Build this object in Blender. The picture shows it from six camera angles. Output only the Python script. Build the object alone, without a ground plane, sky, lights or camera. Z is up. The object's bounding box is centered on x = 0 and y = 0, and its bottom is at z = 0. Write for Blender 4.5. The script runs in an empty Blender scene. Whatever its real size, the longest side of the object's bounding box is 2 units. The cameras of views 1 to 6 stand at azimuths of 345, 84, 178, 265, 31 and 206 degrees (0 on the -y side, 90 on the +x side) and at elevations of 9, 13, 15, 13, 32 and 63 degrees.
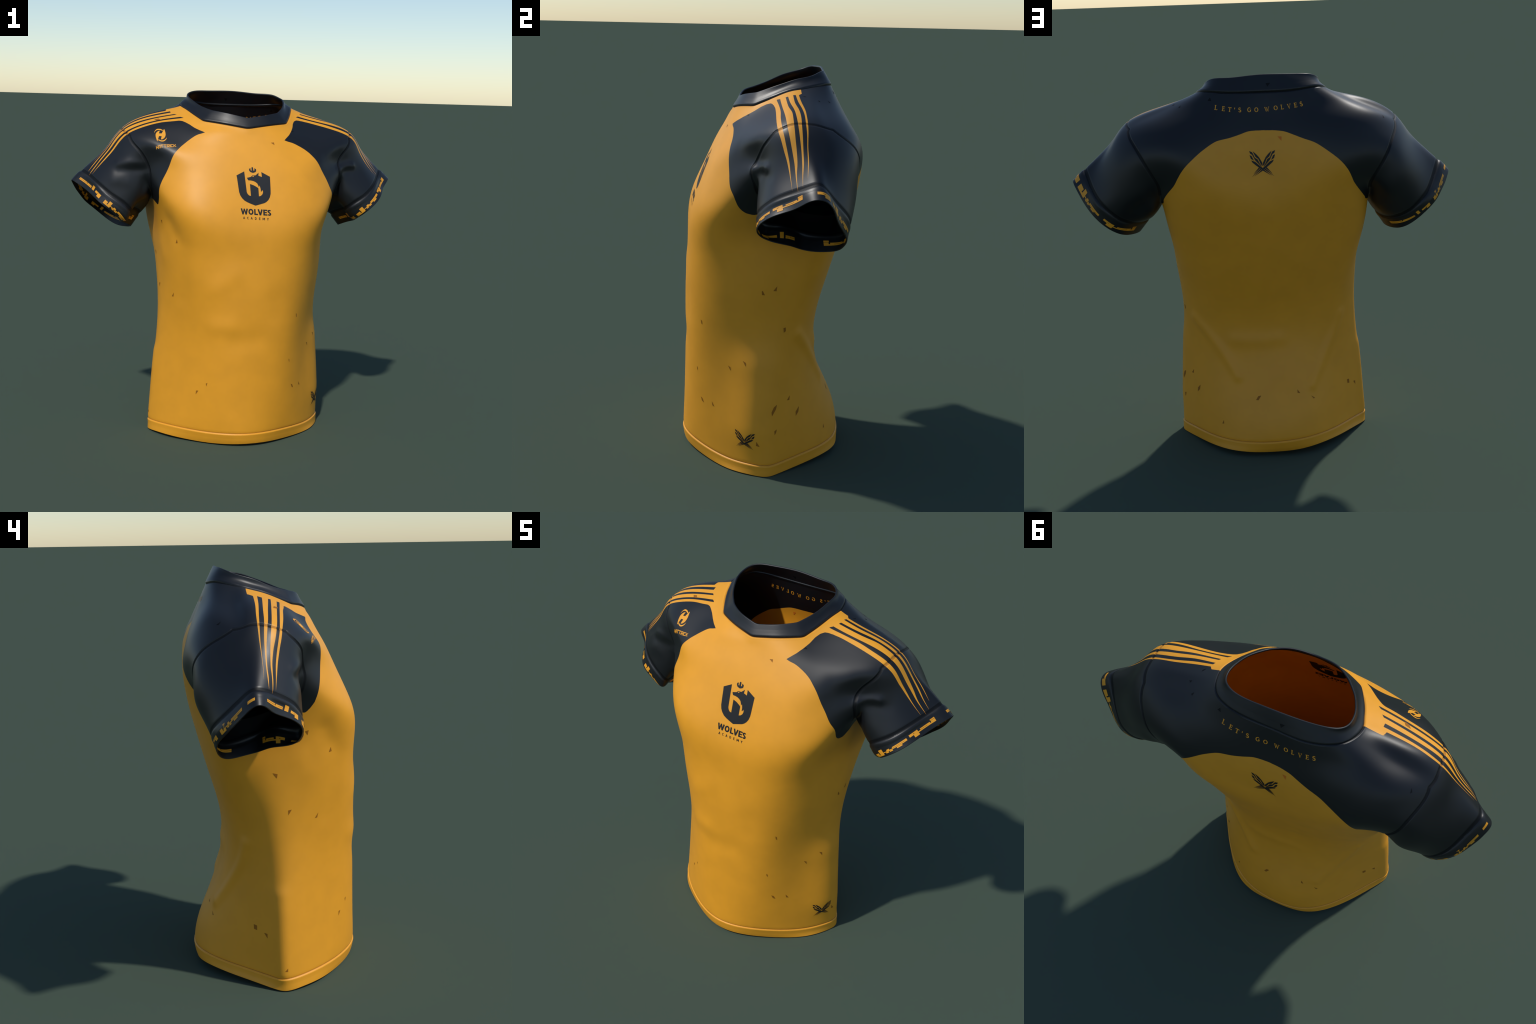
"""A short-sleeved team jersey standing as if worn: golden body, navy raglan
shoulders and sleeves, collar, cuffs, stripes, crest and printed lettering.

The cloth is one control cage (torso rings from hem to collar, sleeve rings
from armhole to cuff) smoothed by Catmull-Clark subdivision.  Seams, colour
panels and stripes are cut into that one surface along curves, then the faces
are handed out to named parts that share border vertices and normals.
"""
import math
import random

import bpy
import numpy as np
from mathutils import Vector
from mathutils.bvhtree import BVHTree
from mathutils.geometry import tessellate_polygon

random.seed(7)
LEVELS = 4
CX, CY = -0.011, 0.05            # axis of the torso
COLS = 24                        # cage columns round the torso, 0 = front centre, 6 = wearer's left

# ----------------------------------------------------------------- control cage
# Each ring runs round the body from the front centre over the wearer's left
# side and the back; rings beside the sleeves leave out the armhole columns.
TORSO = {
    'hem_edge': [
        (-0.015, -0.433, 0.016), (0.103, -0.404, 0.012), (0.222, -0.343, 0.008), (0.333, -0.274, 0.005), (0.423, -0.197, 0.003), (0.485, -0.098, 0.004),
        (0.512, -0.024, 0), (0.478, 0.025, 0.001), (0.417, 0.127, 0.012), (0.337, 0.256, 0.027), (0.238, 0.356, 0.032), (0.115, 0.392, 0.027),
        (-0.016, 0.389, 0.023), (-0.141, 0.395, 0.032), (-0.254, 0.358, 0.046), (-0.362, 0.256, 0.038), (-0.455, 0.13, 0.025), (-0.519, 0.032, 0.008),
        (-0.549, -0.02, 0.002), (-0.517, -0.1, 0.013), (-0.451, -0.196, 0.015), (-0.352, -0.273, 0.009), (-0.242, -0.346, 0.005), (-0.129, -0.409, 0.011),
    ],
    'hem_seam': [
        (-0.015, -0.444, 0.056), (0.104, -0.414, 0.056), (0.218, -0.358, 0.054), (0.318, -0.286, 0.042), (0.405, -0.197, 0.03), (0.485, -0.095, 0.037),
        (0.511, -0.022, 0.036), (0.473, 0.028, 0.032), (0.417, 0.135, 0.051), (0.334, 0.256, 0.057), (0.228, 0.348, 0.059), (0.109, 0.395, 0.061),
        (-0.011, 0.414, 0.066), (-0.131, 0.41, 0.074), (-0.249, 0.358, 0.074), (-0.353, 0.254, 0.065), (-0.439, 0.129, 0.053), (-0.507, 0.028, 0.038),
        (-0.551, -0.015, 0.043), (-0.513, -0.1, 0.047), (-0.441, -0.203, 0.056), (-0.348, -0.29, 0.055), (-0.243, -0.365, 0.054), (-0.131, -0.425, 0.056),
    ],
    'hip': [
        (-0.012, -0.433, 0.213), (0.107, -0.416, 0.213), (0.217, -0.37, 0.212), (0.312, -0.292, 0.206), (0.401, -0.198, 0.199), (0.476, -0.103, 0.202),
        (0.498, -0.029, 0.201), (0.465, 0.035, 0.201), (0.41, 0.133, 0.213), (0.327, 0.238, 0.218), (0.221, 0.32, 0.219), (0.105, 0.366, 0.218),
        (-0.011, 0.389, 0.224), (-0.128, 0.386, 0.233), (-0.242, 0.332, 0.23), (-0.345, 0.237, 0.222), (-0.43, 0.127, 0.212), (-0.5, 0.037, 0.203),
        (-0.537, -0.018, 0.205), (-0.5, -0.097, 0.207), (-0.427, -0.198, 0.211), (-0.337, -0.294, 0.212), (-0.239, -0.373, 0.212), (-0.131, -0.421, 0.214),
    ],
    'low_waist': [
        (-0.012, -0.427, 0.405), (0.109, -0.417, 0.405), (0.217, -0.376, 0.405), (0.306, -0.291, 0.404), (0.391, -0.189, 0.402), (0.461, -0.098, 0.403),
        (0.485, -0.028, 0.403), (0.454, 0.034, 0.405), (0.401, 0.116, 0.412), (0.321, 0.199, 0.416), (0.218, 0.26, 0.411), (0.104, 0.287, 0.401),
        (-0.013, 0.289, 0.399), (-0.13, 0.292, 0.411), (-0.242, 0.264, 0.416), (-0.341, 0.199, 0.416), (-0.423, 0.114, 0.411), (-0.489, 0.039, 0.406),
        (-0.523, -0.017, 0.404), (-0.489, -0.093, 0.403), (-0.417, -0.192, 0.404), (-0.329, -0.292, 0.405), (-0.237, -0.376, 0.405), (-0.131, -0.42, 0.405),
    ],
    'waist': [
        (-0.011, -0.424, 0.594), (0.114, -0.416, 0.595), (0.223, -0.376, 0.597), (0.31, -0.287, 0.599), (0.388, -0.179, 0.6), (0.448, -0.085, 0.601),
        (0.468, -0.015, 0.602), (0.446, 0.042, 0.605), (0.398, 0.107, 0.613), (0.327, 0.17, 0.614), (0.23, 0.218, 0.605), (0.114, 0.242, 0.59),
        (-0.012, 0.23, 0.581), (-0.14, 0.227, 0.59), (-0.255, 0.213, 0.603), (-0.349, 0.17, 0.612), (-0.417, 0.108, 0.613), (-0.469, 0.045, 0.606),
        (-0.498, -0.012, 0.601), (-0.476, -0.088, 0.599), (-0.415, -0.182, 0.599), (-0.331, -0.284, 0.599), (-0.24, -0.372, 0.597), (-0.134, -0.418, 0.595),
    ],
    'high_waist': [
        (-0.011, -0.427, 0.773), (0.123, -0.418, 0.775), (0.241, -0.374, 0.78), (0.336, -0.283, 0.787), (0.413, -0.17, 0.793), (0.455, -0.07, 0.794),
        (0.458, 0.009, 0.796), (0.446, 0.07, 0.803), (0.414, 0.126, 0.812), (0.356, 0.18, 0.806), (0.261, 0.227, 0.789), (0.135, 0.253, 0.77),
        (-0.01, 0.244, 0.761), (-0.156, 0.236, 0.769), (-0.283, 0.22, 0.787), (-0.377, 0.181, 0.805), (-0.431, 0.126, 0.813), (-0.464, 0.068, 0.807),
        (-0.486, 0.008, 0.797), (-0.477, -0.071, 0.794), (-0.434, -0.171, 0.794), (-0.357, -0.28, 0.788), (-0.261, -0.372, 0.781), (-0.144, -0.419, 0.775),
    ],
    'ribs': [
        (-0.011, -0.425, 0.939), (0.136, -0.415, 0.943), (0.267, -0.369, 0.956), (0.375, -0.271, 0.977), (0.458, -0.147, 1.001), (0.497, -0.042, 1.004),
        (0.486, 0.045, 1.007), (0.474, 0.112, 1.016), (0.456, 0.168, 1.021), (0.409, 0.222, 0.998), (0.306, 0.269, 0.964), (0.16, 0.298, 0.938),
        (-0.01, 0.297, 0.928), (-0.18, 0.287, 0.938), (-0.33, 0.265, 0.964), (-0.435, 0.223, 0.995), (-0.475, 0.167, 1.02), (-0.486, 0.108, 1.02),
        (-0.496, 0.046, 1.011), (-0.493, -0.038, 1.008), (-0.468, -0.147, 1.004), (-0.401, -0.275, 0.98), (-0.296, -0.372, 0.957), (-0.16, -0.415, 0.943),
    ],
    'lower_chest': [
        (-0.01, -0.412, 1.086), (0.153, -0.408, 1.094), (0.3, -0.363, 1.12), (0.416, -0.254, 1.167), (0.479, -0.099, 1.231), (0.498, 0.005, 1.235),
        (0.496, 0.084, 1.231), (0.502, 0.15, 1.235), (0.509, 0.21, 1.23), (0.47, 0.267, 1.183), (0.347, 0.311, 1.131), (0.179, 0.339, 1.096),
        (-0.011, 0.343, 1.085), (-0.201, 0.335, 1.098), (-0.374, 0.314, 1.132), (-0.502, 0.273, 1.18), (-0.533, 0.215, 1.227), (-0.517, 0.152, 1.236),
        (-0.507, 0.088, 1.233), (-0.503, 0.01, 1.238), (-0.496, -0.096, 1.235), (-0.434, -0.255, 1.173), (-0.324, -0.366, 1.123), (-0.176, -0.406, 1.096),
    ],
    'underarm': [
        (-0.011, -0.41, 1.206), (0.171, -0.409, 1.218), (0.339, -0.371, 1.253), (0.482, -0.262, 1.321), (0.531, -0.058, 1.447), (0.503, 0.029, 1.415),
        (0.499, 0.101, 1.394), (0.513, 0.171, 1.394), (0.531, 0.248, 1.402), (0.494, 0.316, 1.339), (0.352, 0.357, 1.277), (0.178, 0.377, 1.237),
        (-0.011, 0.378, 1.225), (-0.2, 0.374, 1.24), (-0.376, 0.359, 1.28), (-0.52, 0.321, 1.339), (-0.545, 0.255, 1.403), (-0.525, 0.178, 1.394),
        (-0.512, 0.108, 1.394), (-0.515, 0.035, 1.415), (-0.542, -0.049, 1.448), (-0.478, -0.26, 1.327), (-0.356, -0.382, 1.255), (-0.195, -0.416, 1.219),
    ],
    'chest': [
        (-0.012, -0.389, 1.304), (0.17, -0.393, 1.317), (0.334, -0.361, 1.346), (0.474, -0.262, 1.396), (0.585, -0.086, 1.492), (0.522, 0.3, 1.448),
        (0.421, 0.389, 1.428), (0.3, 0.412, 1.383), (0.153, 0.415, 1.346), (-0.011, 0.406, 1.334), (-0.174, 0.407, 1.349), (-0.321, 0.407, 1.383),
        (-0.439, 0.383, 1.426), (-0.536, 0.303, 1.454), (-0.562, -0.084, 1.498), (-0.476, -0.272, 1.396), (-0.354, -0.378, 1.344), (-0.195, -0.404, 1.314),
    ],
    'upper_chest': [
        (-0.012, -0.35, 1.417), (0.166, -0.357, 1.428), (0.318, -0.324, 1.452), (0.444, -0.239, 1.494), (0.579, -0.135, 1.557), (0.531, 0.34, 1.493),
        (0.37, 0.418, 1.504), (0.264, 0.433, 1.472), (0.136, 0.42, 1.443), (-0.01, 0.406, 1.432), (-0.156, 0.417, 1.444), (-0.29, 0.43, 1.472),
        (-0.409, 0.421, 1.497), (-0.551, 0.368, 1.497), (-0.561, -0.104, 1.548), (-0.457, -0.234, 1.487), (-0.342, -0.328, 1.449), (-0.191, -0.358, 1.426),
    ],
    'arm_front': [
        (-0.012, -0.309, 1.537), (0.172, -0.313, 1.544), (0.327, -0.278, 1.557), (0.452, -0.205, 1.589), (0.552, -0.089, 1.604), (0.595, 0.374, 1.598),
        (0.416, 0.425, 1.609), (0.283, 0.42, 1.574), (0.142, 0.406, 1.547), (-0.009, 0.394, 1.536), (-0.159, 0.415, 1.548), (-0.307, 0.433, 1.574),
        (-0.455, 0.435, 1.602), (-0.629, 0.391, 1.608), (-0.569, -0.085, 1.597), (-0.47, -0.184, 1.583), (-0.35, -0.267, 1.557), (-0.197, -0.303, 1.543),
    ],
    'collarbone': [
        (-0.013, -0.264, 1.636), (0.184, -0.263, 1.638), (0.351, -0.225, 1.64), (0.488, -0.177, 1.66), (0.609, -0.084, 1.675), (0.634, 0.338, 1.693),
        (0.482, 0.394, 1.699), (0.323, 0.402, 1.674), (0.157, 0.404, 1.654), (-0.009, 0.39, 1.642), (-0.173, 0.411, 1.656), (-0.342, 0.412, 1.683),
        (-0.505, 0.394, 1.711), (-0.658, 0.332, 1.696), (-0.612, -0.091, 1.674), (-0.508, -0.179, 1.673), (-0.376, -0.222, 1.644), (-0.212, -0.259, 1.64),
    ],
    'shoulder_point': [
        (-0.011, -0.226, 1.706), (0.191, -0.219, 1.716), (0.372, -0.161, 1.714), (0.545, -0.1, 1.733), (0.685, -0.04, 1.751), (0.695, 0.014, 1.79),
        (0.694, 0.089, 1.791), (0.705, 0.147, 1.786), (0.703, 0.202, 1.762), (0.554, 0.305, 1.783), (0.349, 0.356, 1.765), (0.163, 0.376, 1.745),
        (-0.01, 0.357, 1.733), (-0.181, 0.384, 1.749), (-0.371, 0.365, 1.78), (-0.582, 0.322, 1.811), (-0.714, 0.186, 1.755), (-0.709, 0.149, 1.776),
        (-0.702, 0.1, 1.779), (-0.708, 0.033, 1.769), (-0.69, -0.009, 1.744), (-0.573, -0.104, 1.738), (-0.397, -0.152, 1.704), (-0.215, -0.214, 1.712),
    ],
    'shoulder_slope': [
        (-0.01, -0.2, 1.747), (0.163, -0.196, 1.77), (0.305, -0.111, 1.768), (0.405, -0.035, 1.799), (0.485, 0.019, 1.832), (0.498, 0.066, 1.852),
        (0.502, 0.123, 1.842), (0.49, 0.167, 1.85), (0.478, 0.197, 1.833), (0.4, 0.264, 1.84), (0.269, 0.314, 1.839), (0.129, 0.341, 1.827),
        (-0.012, 0.317, 1.822), (-0.149, 0.349, 1.829), (-0.29, 0.311, 1.845), (-0.428, 0.276, 1.861), (-0.498, 0.197, 1.826), (-0.521, 0.176, 1.861),
        (-0.542, 0.14, 1.873), (-0.52, 0.076, 1.852), (-0.507, 0.018, 1.839), (-0.43, -0.049, 1.818), (-0.325, -0.106, 1.77), (-0.184, -0.194, 1.775),
    ],
    'collar_seam': [
        (-0.014, -0.191, 1.785), (0.13, -0.17, 1.809), (0.235, -0.102, 1.818), (0.262, -0.018, 1.862), (0.272, 0.046, 1.893), (0.288, 0.084, 1.904),
        (0.298, 0.114, 1.912), (0.293, 0.151, 1.92), (0.286, 0.203, 1.931), (0.264, 0.256, 1.935), (0.202, 0.285, 1.924), (0.102, 0.293, 1.919),
        (-0.014, 0.301, 1.92), (-0.127, 0.31, 1.919), (-0.226, 0.301, 1.931), (-0.286, 0.262, 1.939), (-0.308, 0.197, 1.93), (-0.311, 0.145, 1.911),
        (-0.303, 0.115, 1.899), (-0.29, 0.089, 1.893), (-0.28, 0.051, 1.884), (-0.267, -0.01, 1.859), (-0.245, -0.092, 1.825), (-0.143, -0.148, 1.807),
    ],
    'collar_edge': [
        (-0.006, -0.152, 1.845), (0.107, -0.141, 1.863), (0.192, -0.081, 1.877), (0.246, -0.004, 1.91), (0.264, 0.061, 1.934), (0.274, 0.105, 1.95),
        (0.277, 0.145, 1.957), (0.268, 0.183, 1.965), (0.245, 0.215, 1.981), (0.204, 0.241, 1.987), (0.143, 0.251, 1.985), (0.068, 0.257, 1.993),
        (-0.014, 0.262, 1.999), (-0.095, 0.261, 1.997), (-0.169, 0.256, 1.995), (-0.232, 0.248, 1.995), (-0.277, 0.225, 1.984), (-0.298, 0.185, 1.968),
        (-0.299, 0.138, 1.955), (-0.293, 0.101, 1.945), (-0.279, 0.064, 1.931), (-0.255, 0.004, 1.904), (-0.198, -0.069, 1.883), (-0.123, -0.134, 1.871),
    ],
}
SLEEVE = {
    'left': {
        'upper': [
            (0.54, -0.067, 1.422), (0.528, 0.002, 1.389), (0.518, 0.083, 1.349), (0.539, 0.175, 1.336), (0.543, 0.293, 1.325), (0.59, 0.313, 1.398),
            (0.623, 0.355, 1.446), (0.679, 0.347, 1.518), (0.723, 0.314, 1.604), (0.766, 0.227, 1.662), (0.76, 0.164, 1.672), (0.762, 0.105, 1.686),
            (0.752, 0.044, 1.678), (0.72, -0.011, 1.654), (0.668, -0.066, 1.596), (0.612, -0.078, 1.541), (0.599, -0.104, 1.51), (0.579, -0.066, 1.468),
        ],
        'middle': [
            (0.576, -0.053, 1.368), (0.568, 0.009, 1.344), (0.549, 0.076, 1.305), (0.578, 0.159, 1.277), (0.603, 0.258, 1.272), (0.666, 0.284, 1.342),
            (0.697, 0.335, 1.388), (0.751, 0.316, 1.441), (0.793, 0.271, 1.5), (0.825, 0.212, 1.551), (0.839, 0.17, 1.583), (0.855, 0.13, 1.612),
            (0.832, 0.08, 1.586), (0.798, 0.017, 1.566), (0.751, -0.056, 1.522), (0.684, -0.094, 1.469), (0.616, -0.117, 1.431), (0.576, -0.08, 1.392),
        ],
        'cuff_seam': [
            (0.666, -0.007, 1.313), (0.635, 0.046, 1.295), (0.591, 0.093, 1.268), (0.627, 0.161, 1.259), (0.681, 0.248, 1.271), (0.734, 0.283, 1.285),
            (0.773, 0.3, 1.319), (0.837, 0.289, 1.367), (0.87, 0.246, 1.415), (0.897, 0.206, 1.456), (0.912, 0.175, 1.502), (0.934, 0.139, 1.546),
            (0.91, 0.088, 1.52), (0.878, 0.03, 1.492), (0.832, -0.056, 1.458), (0.762, -0.11, 1.397), (0.67, -0.12, 1.354), (0.622, -0.071, 1.31),
        ],
        'cuff_top': [
            (0.682, -0.006, 1.291), (0.646, 0.048, 1.278), (0.599, 0.095, 1.248), (0.637, 0.162, 1.244), (0.692, 0.25, 1.258), (0.748, 0.282, 1.266),
            (0.793, 0.29, 1.297), (0.849, 0.279, 1.352), (0.883, 0.239, 1.406), (0.907, 0.206, 1.451), (0.924, 0.184, 1.497), (0.945, 0.146, 1.539),
            (0.923, 0.079, 1.521), (0.875, 0.033, 1.48), (0.833, -0.048, 1.439), (0.775, -0.112, 1.377), (0.7, -0.123, 1.304), (0.655, -0.075, 1.246),
        ],
        'cuff_edge': [
            (0.721, -0.003, 1.244), (0.683, 0.05, 1.227), (0.64, 0.096, 1.2), (0.679, 0.162, 1.196), (0.729, 0.253, 1.211), (0.785, 0.269, 1.242),
            (0.828, 0.282, 1.279), (0.873, 0.262, 1.321), (0.911, 0.228, 1.367), (0.935, 0.209, 1.406), (0.957, 0.195, 1.451), (0.987, 0.15, 1.498),
            (0.966, 0.084, 1.488), (0.908, 0.038, 1.437), (0.873, -0.05, 1.408), (0.819, -0.113, 1.361), (0.737, -0.126, 1.298), (0.693, -0.072, 1.255),
        ],
    },
    'right': {
        'upper': [
            (-0.552, -0.082, 1.422), (-0.544, -0.03, 1.393), (-0.525, 0.059, 1.351), (-0.55, 0.156, 1.329), (-0.554, 0.273, 1.324), (-0.592, 0.338, 1.384),
            (-0.623, 0.407, 1.429), (-0.697, 0.389, 1.517), (-0.731, 0.313, 1.591), (-0.76, 0.203, 1.638), (-0.764, 0.158, 1.654), (-0.77, 0.112, 1.666),
            (-0.758, 0.057, 1.657), (-0.728, 0.008, 1.644), (-0.684, -0.077, 1.589), (-0.632, -0.071, 1.531), (-0.597, -0.075, 1.506), (-0.578, -0.068, 1.47),
        ],
        'middle': [
            (-0.589, -0.058, 1.37), (-0.571, 0, 1.358), (-0.539, 0.065, 1.32), (-0.574, 0.156, 1.28), (-0.604, 0.266, 1.256), (-0.67, 0.323, 1.316),
            (-0.709, 0.358, 1.371), (-0.769, 0.33, 1.437), (-0.807, 0.271, 1.499), (-0.835, 0.206, 1.548), (-0.849, 0.169, 1.573), (-0.858, 0.131, 1.586),
            (-0.843, 0.079, 1.576), (-0.809, 0.028, 1.562), (-0.769, -0.045, 1.519), (-0.704, -0.072, 1.465), (-0.642, -0.092, 1.432), (-0.605, -0.076, 1.391),
        ],
        'cuff_seam': [
            (-0.665, 0.005, 1.312), (-0.632, 0.057, 1.31), (-0.58, 0.096, 1.277), (-0.585, 0.171, 1.251), (-0.649, 0.263, 1.239), (-0.737, 0.314, 1.274),
            (-0.792, 0.323, 1.322), (-0.847, 0.286, 1.369), (-0.876, 0.241, 1.417), (-0.901, 0.204, 1.462), (-0.917, 0.177, 1.496), (-0.932, 0.146, 1.518),
            (-0.917, 0.104, 1.507), (-0.883, 0.058, 1.484), (-0.848, -0.019, 1.448), (-0.778, -0.066, 1.387), (-0.698, -0.087, 1.346), (-0.65, -0.075, 1.29),
        ],
        'cuff_top': [
            (-0.679, 0.005, 1.286), (-0.647, 0.059, 1.286), (-0.591, 0.097, 1.255), (-0.595, 0.171, 1.238), (-0.663, 0.262, 1.231), (-0.754, 0.312, 1.26),
            (-0.817, 0.317, 1.309), (-0.876, 0.292, 1.36), (-0.9, 0.244, 1.411), (-0.922, 0.208, 1.456), (-0.935, 0.179, 1.488), (-0.946, 0.141, 1.514),
            (-0.923, 0.096, 1.502), (-0.875, 0.06, 1.471), (-0.84, -0.021, 1.432), (-0.786, -0.075, 1.37), (-0.709, -0.095, 1.303), (-0.662, -0.086, 1.229),
        ],
        'cuff_edge': [
            (-0.716, 0.014, 1.242), (-0.682, 0.062, 1.233), (-0.627, 0.1, 1.203), (-0.628, 0.174, 1.188), (-0.697, 0.263, 1.182), (-0.769, 0.302, 1.232),
            (-0.834, 0.302, 1.288), (-0.89, 0.268, 1.332), (-0.919, 0.234, 1.375), (-0.944, 0.207, 1.407), (-0.96, 0.181, 1.438), (-0.981, 0.143, 1.476),
            (-0.959, 0.098, 1.462), (-0.896, 0.069, 1.42), (-0.865, -0.013, 1.393), (-0.826, -0.067, 1.351), (-0.753, -0.077, 1.3), (-0.706, -0.054, 1.246),
        ],
    },
}
TORSO_RINGS = list(TORSO)
SLEEVE_RINGS = ['cuff_seam', 'cuff_top', 'cuff_edge']
UNDERARM, ARM_TOP = TORSO_RINGS.index('underarm'), TORSO_RINGS.index('shoulder_point')


def in_armhole(row, col):
    return UNDERARM < row < ARM_TOP and col in (5, 6, 7, 17, 18, 19)


def build_cage():
    verts, ids, quads, kinds = [], {}, [], []
    for row, name in enumerate(TORSO_RINGS):
        cols = [c for c in range(COLS) if not in_armhole(row, c)]
        for col, p in zip(cols, TORSO[name]):
            ids[row, col] = len(verts)
            verts.append(p)
    for row in range(len(TORSO_RINGS) - 1):
        kind = 'hem' if row == 0 else 'collar' if TORSO_RINGS[row] == 'collar_seam' else 'torso'
        for col in range(COLS):
            if UNDERARM <= row < ARM_TOP and (4 <= col < 8 or 16 <= col < 20):
                continue
            nxt = (col + 1) % COLS
            quads.append((ids[row, col], ids[row, nxt], ids[row + 1, nxt], ids[row + 1, col]))
            kinds.append(kind)
    loops = {}
    for side, sign, first in (('left', 1, 4), ('right', -1, 20)):
        cols = [first + sign * i for i in range(5)]
        up = list(range(UNDERARM + 1, ARM_TOP))
        ring = [ids[UNDERARM, c] for c in cols] + [ids[r, cols[4]] for r in up]
        ring += [ids[ARM_TOP, c] for c in cols[::-1]] + [ids[r, cols[0]] for r in up[::-1]]
        loops['arm_' + side] = list(ring)
        for name, points in SLEEVE[side].items():
            new = list(range(len(verts), len(verts) + len(points)))
            verts.extend(points)
            kind = ('cuff_' if name in ('cuff_top', 'cuff_edge') else 'sleeve_') + side
            for m in range(len(ring)):
                n = (m + 1) % len(ring)
                q = (ring[m], ring[n], new[n], new[m])
                quads.append(q if sign > 0 else q[::-1])
                kinds.append(kind)
            ring = new
            loops[name + '_' + side] = list(ring)
    for name in ('hem_seam', 'collar_seam', 'collar_edge', 'hem_edge'):
        loops[name] = [ids[TORSO_RINGS.index(name), c] for c in range(COLS)]
    row = TORSO_RINGS.index('shoulder_slope')
    creases = [(ids[r, c], ids[r + 1, c]) for c in (0, 2, 22) for r in (row, row + 1)]
    return np.array(verts, float), np.array(quads), kinds, loops, np.array(creases)


def edge_table(quads, count):
    a, b = quads.ravel(), np.roll(quads, -1, axis=1).ravel()
    key = np.minimum(a, b).astype(np.int64) * count + np.maximum(a, b)
    uniq, inv, uses = np.unique(key, return_inverse=True, return_counts=True)
    return uniq, inv.reshape(quads.shape), uses


def catmull_clark(v, quads, loops, creases):
    n, nf = len(v), len(quads)
    uniq, fe, uses = edge_table(quads, n)
    ends = np.stack([uniq // n, uniq % n], 1)
    ne = len(uniq)
    face_pt = v[quads].mean(1)
    mid = v[ends].mean(1)
    fsum = np.zeros((ne, 3))
    np.add.at(fsum, fe.ravel(), np.repeat(face_pt, 4, axis=0))
    border = uses == 1
    ridge = np.zeros(ne, bool)               # creased edges keep a bend in the collar
    if len(creases):
        lo, hi = creases.min(1).astype(np.int64), creases.max(1)
        ridge[np.searchsorted(uniq, lo * n + hi)] = True
    edge_pt = np.where((border | ridge)[:, None], mid, (mid * 2 + fsum) / 4)
    val = np.bincount(quads.ravel(), minlength=n).astype(float)
    q_sum, r_sum = np.zeros((n, 3)), np.zeros((n, 3))
    np.add.at(q_sum, quads.ravel(), np.repeat(face_pt, 4, axis=0))
    np.add.at(r_sum, ends.ravel(), np.repeat(mid, 2, axis=0))
    k = val[:, None]
    new_v = q_sum / k**2 + 2 * r_sum / k**2 + v * (k - 3) / k
    rim = np.zeros((n, 3))
    np.add.at(rim, ends[border].ravel(), np.repeat(mid[border], 2, axis=0))
    on_rim = np.zeros(n, bool)
    on_rim[ends[border].ravel()] = True
    new_v[on_rim] = v[on_rim] * 0.5 + rim[on_rim] * 0.25
    meet = np.bincount(ends[ridge].ravel(), minlength=n)
    along = np.zeros((n, 3))
    np.add.at(along, ends[ridge].ravel(), np.repeat(mid[ridge], 2, axis=0))
    two = (meet == 2) & ~on_rim
    new_v[two] = v[two] * 0.5 + along[two] * 0.25
    fixed = (meet > 0) & on_rim
    new_v[fixed] = v[fixed]
    out = np.vstack([new_v, edge_pt, face_pt])
    fid = n + ne + np.arange(nf)
    nq = np.empty((nf * 4, 4), int)
    for i in range(4):
        nq[i::4] = np.stack([quads[:, i], n + fe[:, i], fid, n + fe[:, i - 1]], 1)
    finer = {}
    for name, ring in loops.items():
        r = np.array(ring)
        s = np.roll(r, -1)
        e = np.searchsorted(uniq, np.minimum(r, s).astype(np.int64) * n + np.maximum(r, s))
        finer[name] = np.stack([r, n + e], 1).ravel()
    if len(creases):
        mids = n + np.searchsorted(uniq, lo * n + hi)
        creases = np.vstack([np.stack([creases[:, 0], mids], 1), np.stack([creases[:, 1], mids], 1)])
    return out, nq, finer, creases


# ------------------------------------------------------- cutting along curves
def split_edges(x, tris, tags, edges, w):
    """Put a vertex on each given edge and retriangulate; x may carry extra columns."""
    if not len(edges):
        return x, tris, tags
    n = len(x)
    lo, hi = edges.min(1), edges.max(1)
    key = lo.astype(np.int64) * n + hi
    order = np.argsort(key)
    key, edges, w = key[order], edges[order], w[order]
    new_x = np.vstack([x, x[edges[:, 0]] * (1 - w)[:, None] + x[edges[:, 1]] * w[:, None]])
    a, b = tris, np.roll(tris, -1, axis=1)
    k = np.minimum(a, b).astype(np.int64) * n + np.maximum(a, b)
    pos = np.minimum(np.searchsorted(key, k), len(key) - 1)
    hit = key[pos] == k
    m = np.where(hit, n + pos, -1)
    cnt = hit.sum(1)
    out, outtag = [tris[cnt == 0]], [tags[cnt == 0]]

    def emit(rows, *corners):
        out.append(np.stack(corners, 1))
        outtag.append(tags[rows])
    for i in range(3):
        j, l = (i + 1) % 3, (i + 2) % 3
        r = np.where((cnt == 1) & hit[:, i])[0]
        va, vb, vc, mm = tris[r, i], tris[r, j], tris[r, l], m[r, i]
        emit(r, va, mm, vc)
        emit(r, mm, vb, vc)
        r = np.where((cnt == 2) & ~hit[:, l])[0]
        va, vb, vc, m0, m1 = tris[r, i], tris[r, j], tris[r, l], m[r, i], m[r, j]
        emit(r, m0, vb, m1)
        emit(r, va, m0, m1)
        emit(r, va, m1, vc)
    r = np.where(cnt == 3)[0]
    v0, v1, v2, m0, m1, m2 = tris[r, 0], tris[r, 1], tris[r, 2], m[r, 0], m[r, 1], m[r, 2]
    emit(r, v0, m0, m2)
    emit(r, m0, v1, m1)
    emit(r, m2, m1, v2)
    emit(r, m0, m1, m2)
    return new_x, np.vstack(out), np.concatenate(outtag)


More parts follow.
